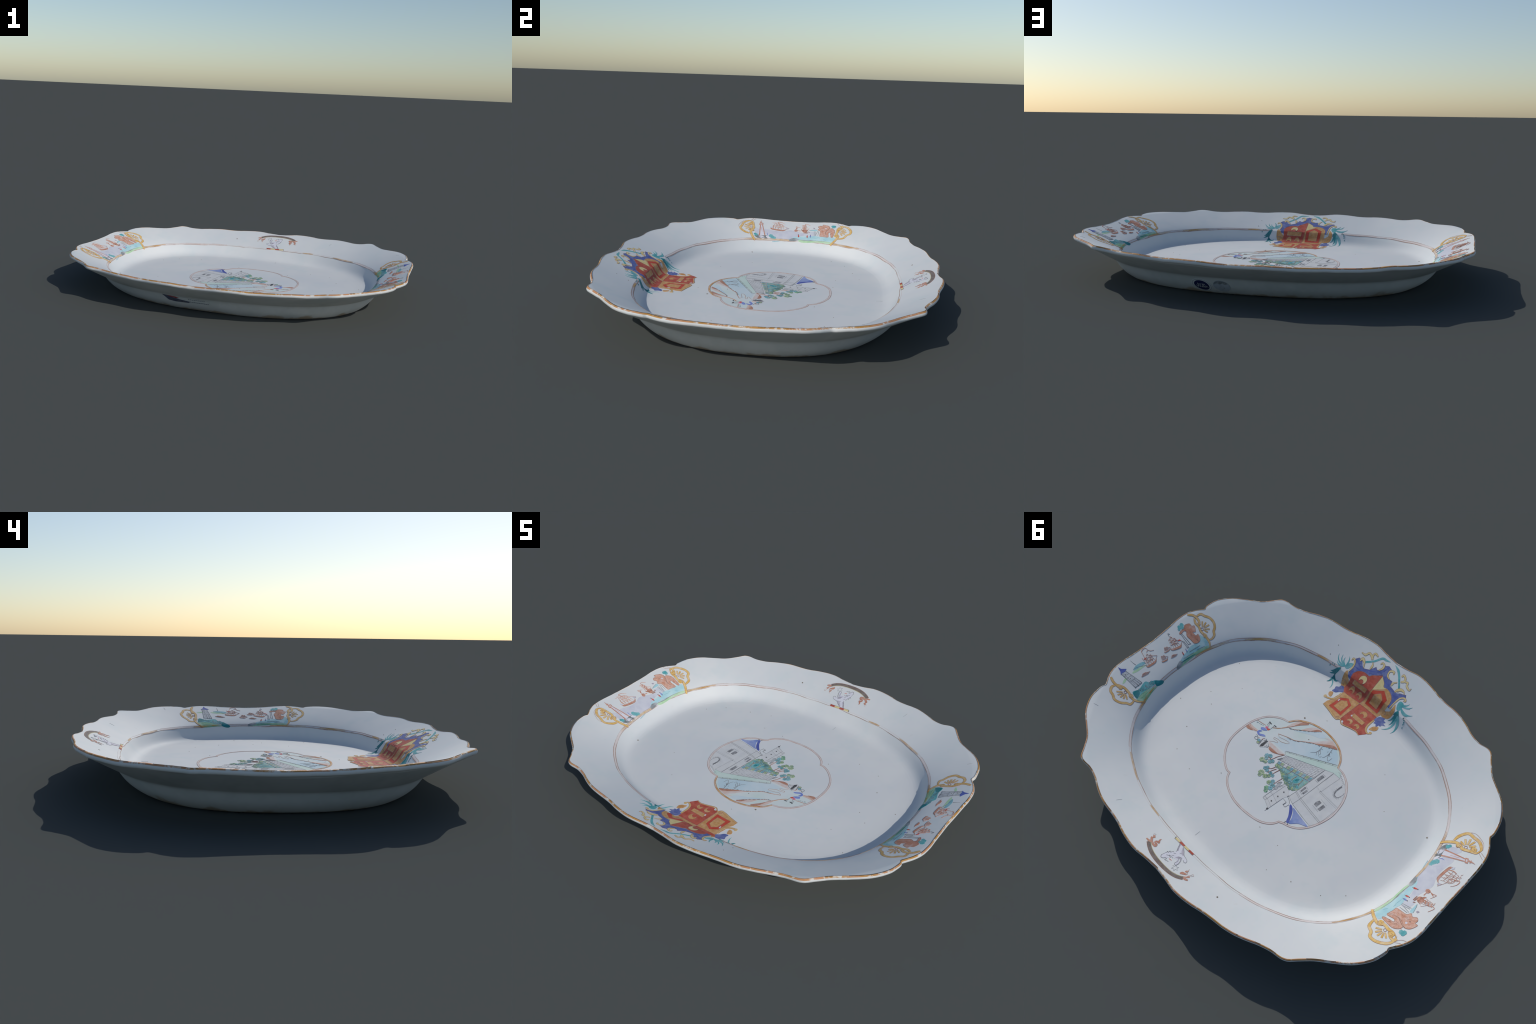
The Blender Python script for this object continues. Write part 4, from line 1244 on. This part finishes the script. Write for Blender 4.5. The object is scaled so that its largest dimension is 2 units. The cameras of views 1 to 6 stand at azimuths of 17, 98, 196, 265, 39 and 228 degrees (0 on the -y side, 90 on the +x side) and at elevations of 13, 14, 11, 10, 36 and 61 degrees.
e.disc('rust', (-898.6, 67.4), 16.1, 3)
for c in ((-897.9, 57.3), (-898.3, 75.6)):
    c = np.array(c)
    e.line('brown', [c + 4.5 * np.array([math.cos(t), math.sin(t)]) for t in np.linspace(0, TAU, 12)[:-1]], 2, 6, True, True)
e.line('rust', [(-945, 60), (-968, 64), (-958, 93)], (2, 2.4, 1), 6)
for f in (.35, .6, .85):
    p = np.array((-903.0, 63.7)) * (1 - f) + np.array((-957.6, 59.4)) * f
    e.line('rust', [p + (-6, 8), p + (6, -8)], (3, 6, 3), 6)
e.fill('lion_shade', [(-921, 124), (-924, 115), (-933, 115), (-930, 125)], 5, False)
e.done('ship', west)
e = Enamel()
e.disc('rust', (-895.8, 13.6), 10.9, 4)
e.line('brown', [(-887, 13), (-905, 14)], 2, 6)
e.line('rust', [(-895, 40), (-896, 24), (-898, 11), (-920, 12), (-936, 10), (-926, 36)], (4, 3, 2, 2, 2.4, 1), 5)
e.line('rust', [(-913, 13), (-928, 19)], 4, 5)
e.done('boat', west)
e = Enamel()
for pts in ([(-876, 86), (-877, 61)], [(-882, 86), (-884, 64)], [(-882, 95), (-891, 90)]):
    e.line('brown', pts, (4, 5, 3), 5)
e.done('boat', west)
e = Enamel()
person(e, 'scarlet', (-848.2, 34.6), np.subtract((-862.6, 30.8), (-843.3, 35.1)))
person(e, 'scarlet', (-846.9, 86.7), np.subtract((-859.6, 85.1), (-841.3, 87.3)))
person(e, 'coat_blue', (-850.6, 105.4), np.subtract((-863.8, 105.4), (-845.3, 105.9)))
e.done('figure', west)

RUIN_TALL = [(-841, 204), (-846, 179), (-849, 162), (-865, 160), (-899, 159), (-912, 143), (-926, 152), (-943, 143), (-954, 153), (-954, 169), (-967, 172), (-956, 202), (-937, 214), (-917, 210), (-890, 195), (-869, 197)]
RUIN_ARCH = [(-835, 238), (-841, 228), (-881, 222), (-876, 210), (-842, 213), (-841, 201), (-870, 193), (-897, 194), (-924, 210), (-922, 231), (-900, 246), (-872, 246)]
e = Enamel()
for pts in (RUIN_ARCH, RUIN_TALL):
    e.fill('ruin', pts, 3)
    e.line('brown', pts, 1.7, 4, True, True)
for k in range(52):
    f = k % 26 / 25
    p = (np.array((-858.6, 179.2)) * (1 - f) + np.array((-940.0, 171.7)) * f if k < 26 else np.array((-861.5, 231.0)) * (1 - f) + np.array((-912.3, 217.6)) * f) + np.array([rng.uniform(-9, 9), rng.uniform(-9, 9)])
    e.line('ruin_shade' if k % 4 else 'brown', [p, p + np.array([rng.uniform(2, 14), rng.uniform(-3, 7)])], (.8, 2.2, .8), 5)
e.disc('lion_white', (-924.9, 191.5), 5.1, 5)
e.disc('brown', (-933.3, 176.7), 3.6, 5)
e.line('brown', [(-890, 195), (-917, 210), (-937, 214)], 3, 5)
e.line('rust', [(-922, 225), (-937, 235)], (3, 2), 4)
e.clump('teal', None, [((-938.3, 238.7), 10.9), ((-948.2, 232.3), 10.2), ((-947.7, 242.1), 8.8)], 5)
for pts in ([(-852, 133), (-901, 145)], [(-856, 149), (-897, 151)], [(-852, 128), (-896, 123)], [(-855, 136), (-894, 130)]):
    e.line('rock_grey', pts, 2.4, 4, False)
e.done('ruin', west)

# ------------------------------------------------------------------ lion crest
ARC = [(133.0, 734.1), (108.8, 748.4), (76.7, 760.2), (36.0, 766.5), (-9.8, 767.0), (-51.7, 762.7), (-83.8, 753.0), (-109.1, 737.0)]
e = Enamel()
e.line('brown', ARC, 19.5, 1)
e.line('band_brown', ARC, 16.5, 2.4)
v = np.array(ARC, float)
d = np.array((23.7, 680.1)) - v
e.line('olive', v + d / np.linalg.norm(d, axis=1, keepdims=True) * 9.5, 2.2, 3)
P = catmull(ARC, 6)
for k in range(3, len(P) - 3):
    if rng.random() < .75:
        p = P[k] + np.array([rng.uniform(-2, 2), rng.uniform(-2, 2)])
        e.line('dark_line', [p, p + np.array([rng.uniform(-5, 5), rng.uniform(-5, 5)])], 1.4, 4)
crest = e.done('motto_band', root)
e = Enamel()
for pts, w in (([(153.1, 731.7), (137.4, 731.2), (125.8, 725.7)], (4, 9, 10)), ([(137.3, 729.3), (121.4, 724.9), (109.0, 729.1), (97.7, 727.5), (100.2, 718.5), (113.5, 715.6), (113.5, 706.5), (102.5, 704.5), (110.1, 694.3), (111.1, 683.7)], (7, 8, 9, 11, 8, 7, 6, 8, 6, 2)),
               ([(128.7, 722.5), (141.6, 711.6), (143.3, 706.6)], (9, 10, 7)), ([(135.1, 704.2), (146.7, 694.9)], (9, 8)), ([(-106.6, 733.1), (-118.8, 733.4), (-129.9, 728.2)], (10, 9, 6)),
               ([(-106.5, 729.9), (-114.0, 723.4), (-117.6, 713.9), (-120.5, 710.0)], (6, 5, 10, 11)), ([(-80.8, 732.4), (-86.9, 722.8), (-103.2, 713.9)], (5, 13, 5)), ([(-87.6, 709.3), (-91.1, 702.3), (-94.4, 694.6)], (3, 8, 3))):
    e.line('brown', pts, [x + 1.4 for x in w], 2)
    e.line('rust', pts, w, 3.4)
for pts in ([(151.6, 696.3), (152.7, 690.4), (145.4, 685.6)], [(-116.6, 706.9), (-120.3, 692.2), (-128.1, 695.3), (-122.0, 707.1)], [(-100.3, 708.5), (-88.8, 687.0)], [(-90.2, 706.8), (-102.8, 708.5), (-105.3, 713.5)]):
    e.line('brown_line', pts, 1.6, 3)
e.done('ribbon', crest)
e = Enamel()
T0, T1 = np.array((83.4, 628.7)), np.array((-35.7, 624.8))
for k, m in enumerate(('cream', 'shield_red', 'cream', 'shield_red')):
    a, b = T0 + (T1 - T0) * (k / 4 + .02), T0 + (T1 - T0) * ((k + 1) / 4)
    e.line(m, [a, b], 10, 3, False)
    e.line('dark_line', [a + (-3, 5), b + (-3, 5)], 1.4, 5, False)
e.line('dark_line', [T0 + (-3, 6), T0 + (2, -6)], 2.4, 5, False)
e.done('torse', crest)
e = Enamel()
e.fill('lion_white', [(41.6, 736.2), (42.9, 706.6), (23.7, 680.1), (25.8, 661.8), (45.1, 634.2), (22.7, 628.4), (-13.7, 657.1), (-45.0, 667.0), (-52.7, 677.3), (-35.2, 680.2), (-16.1, 681.9), (-34.8, 704.8), (-34.4, 718.9), (-25.7, 720.4), (-19.7, 701.3), (-0.6, 703.0), (10.4, 711.0), (16.8, 726.6), (26.3, 739.6)], 1)
e.fill('lion_shade', [(24.0, 666.4), (34.9, 652.7), (44.2, 632.8), (37.7, 634.7), (25.3, 653.8), (17.3, 664.3)], 2)
e.fill('lion_shade', [(14.2, 645.7), (19.6, 635.1), (-0.6, 646.7), (-15.4, 658.4), (-13.1, 665.0), (-0.9, 660.6)], 2)
e.fill('lion_shade', [(-2.8, 696.5), (-7.3, 683.4), (-17.9, 676.0), (-27.4, 680.4), (-36.5, 695.7), (-23.5, 685.7), (-12.7, 691.7)], 2)
for pts, w in (([(44.8, 733.7), (36.5, 743.1), (26.3, 739.6), (22.2, 730.6), (14.5, 730.4), (16.0, 739.3), (6.4, 736.5), (-1.6, 732.5)], 2), ([(44.0, 734.4), (41.6, 711.8), (41.0, 704.0)], 1.6), ([(30.8, 718.0), (20.8, 711.3), (8.8, 712.3)], 2.4),
               ([(40.5, 708.5), (42.7, 702.7), (36.6, 703.2), (38.1, 692.9), (31.7, 694.7), (28.2, 682.9), (22.2, 683.4)], 2), ([(18.2, 688.5), (13.2, 679.9)], 2), ([(15.7, 700.8), (8.2, 694.1)], 2), ([(19.8, 674.8), (25.4, 661.1), (45.1, 634.2)], 2),
               ([(21.3, 633.8), (1.1, 645.4), (-15.4, 658.4), (-34.9, 663.3), (-47.1, 667.6), (-52.5, 679.2), (-43.6, 682.7), (-34.6, 677.6)], 1.8), ([(-16.4, 688.4), (-24.8, 701.2), (-25.1, 717.8), (-33.3, 722.1), (-38.1, 715.6), (-36.8, 702.2), (-26.0, 682.4)], 1.8),
               ([(-7.3, 683.4), (-16.4, 678.0), (-25.2, 676.5)], 2), ([(4.3, 666.0), (-4.6, 662.5)], 1.8), ([(24.0, 708.8), (9.1, 705.8), (0.7, 708.2)], 1.6)):
    e.line('dark_line', pts, w, 3)
e.line('scarlet', [(7.8, 721.2), (-5.3, 719.0)], (2, 5, 2), 4)
st = np.array((-45.7, 730.7), float)
star = [st + (16 if k % 2 == 0 else 8) * np.array([math.cos(k * PI / 6), math.sin(k * PI / 6)]) for k in range(12)]
e.line('grey_line', star, 1.3, 3, False, True)
e.done('lion', crest)

# ------------------------------------------------------------------ specks and scratches
e = Enamel()
paint('kiln_speck', '6d6558', '8a8172', .1)
for p, r in (((158.3, -283.8), 4.5), ((53.2, -207.9), 2.4), ((221.9, 233.3), 2), ((-123.2, 295.1), 1.8), ((308.6, -620.6), 2), ((66.0, -351.8), 1.6), ((305.5, -677.0), 1.6)):
    e.disc('kiln_speck', p, r, 4)
for x, y, r in ((-711, -221, 4), (546, 179, 2.6), (-274, 684, 4), (620, -50, 2), (480, 300, 2), (-560, 330, 2), (-420, 380, 2.4), (-640, 250, 2), (-300, 420, 1.8),
                (350, 330, 2), (-480, -180, 1.8), (-350, -330, 1.6), (700, 90, 2.4), (520, -180, 1.6), (560, 0, 2), (-250, 300, 1.8), (650, -280, 2)):
    e.disc('kiln_speck', (x, y), r, 2)
for a, b in (((59.0, 542.0), (58.5, 512.3)), ((884, 470), (862, 460)), ((396, 714), (386, 690))):
    e.line('grey_line', [a, b], (.4, 1.5, .4), 2)
e.done('kiln_speck', root, 'stuff')


# ------------------------------------------------------------------ collection labels on the outer wall
def wall_point(a, f):
    rf, sh = r_foot(a), r_shoulder(a)
    r = rf + (sh - rf) * (1 - np.clip(1 - f, 0, 1) ** 2.1) + .018 * f ** 5
    return np.stack([r * np.cos(a), r * np.sin(a), .0015 + .0895 * f], -1)


def label_surface(a_mid, f_mid):
    """Plan coordinates (along the wall, up the wall) laid on the outer wall."""
    d = .004
    here = wall_point(np.array(a_mid), np.array(f_mid))
    per_a = np.linalg.norm(wall_point(np.array(a_mid + d), np.array(f_mid)) - here) / d
    per_f = np.linalg.norm(wall_point(np.array(a_mid), np.array(f_mid + d)) - here) / d

    def surf(P, h):
        a = a_mid + P[:, 0] / per_a
        f = f_mid + P[:, 1] / per_f
        p = wall_point(a, f)
        n = np.cross(wall_point(a + d, f) - p, wall_point(a, f + d) - p)
        n /= np.linalg.norm(n, axis=1, keepdims=True)
        return p + n * (h + .0004), n
    return surf


def lettering(e, mat, text, size, y, layer):
    """Block letters from the built-in font, laid on the label."""
    cu = bpy.data.curves.new('lettering', 'FONT')
    cu.body, cu.size, cu.align_x = text, size / 1000, 'CENTER'
    cu.resolution_u = 2
    ob = bpy.data.objects.new('lettering', cu)
    bpy.context.scene.collection.objects.link(ob)
    me = bpy.data.meshes.new_from_object(ob.evaluated_get(bpy.context.evaluated_depsgraph_get()))
    P = np.array([v.co[:2] for v in me.vertices]) + (0, y / 1000)
    tri = [list(p.vertices) for p in me.polygons]
    used = {}
    for t in tri:
        for i in range(len(t)):
            used[(t[i], t[(i + 1) % len(t)])] = 1
    e.add(P, tri, [], mat, layer)
    bpy.data.objects.remove(ob)
    bpy.data.curves.remove(cu)
    bpy.data.meshes.remove(me)


def oval(rx, ry, n=40):
    return [(rx * math.cos(t), ry * math.sin(t)) for t in np.linspace(0, TAU, n + 1)[:-1]]


A_SEAL, A_GREY, A_SLIP = (1.292, 1.444, -1.730)
e = Enamel(label_surface(A_SEAL, .47))
e.fill('sticker_white', oval(52, 44), 1, False)
e.line('sticker_slate', oval(45, 39), 1.2, 2, False, True)
e.fill('sticker_navy', oval(36, 33), 3, False)
lettering(e, 'sticker_white', 'Jorge', 18, 3, 5)
lettering(e, 'sticker_white', 'Welsh', 22, -14, 5)
e.done('round_label', root)
e = Enamel(label_surface(A_GREY, .50))
e.fill('sticker_grey', oval(40, 38), 1, False)
e.fill('label_ink', [(-33, 10), (-34, 17), (-20, 31), (0, 35), (24, 29), (32, 17), (16, 14), (8, 20), (-6, 12), (-18, 18)], 2)
for y, t in ((-2, '3.7 f'), (-14, '8 x 28'), (-25, '31')):
    lettering(e, 'label_ink', t, 10, y, 3)
e.done('round_label', root)
e = Enamel(label_surface(A_SLIP, .74))
e.fill('sticker_pale', [(-132, 24), (-60, 24), (60, 20), (128, 10), (138, -10), (40, -18), (-70, -20), (-108, -14)], 1, False)
e.fill('sticker_slate', [(-132, 24), (-104, 22), (-40, 2), (20, -8), (10, -17), (-70, -20), (-108, -14)], 2, False)
e.fill('sticker_red', [(-106, 23), (-60, 20), (-38, 11), (-60, 8), (-88, 14)], 3, False)
for k in range(9):
    e.line('black', [(-92 + k * 10, 2 - k * 1.4), (-86 + k * 10, -8 - k * 1.1)], 4.5, 4)
for y0, n in ((10, 9), (-8, 12)):
    for k in range(n):
        x = 10 + k * 10 if n > 9 else 12 + k * 11
        e.line('sticker_slate', [(x, y0 - .2 * k + rng.uniform(-1, 1)), (x + 7, y0 - .2 * k + rng.uniform(-1, 1))], 4 if n > 9 else 3, 4)
e.done('paper_label', root)
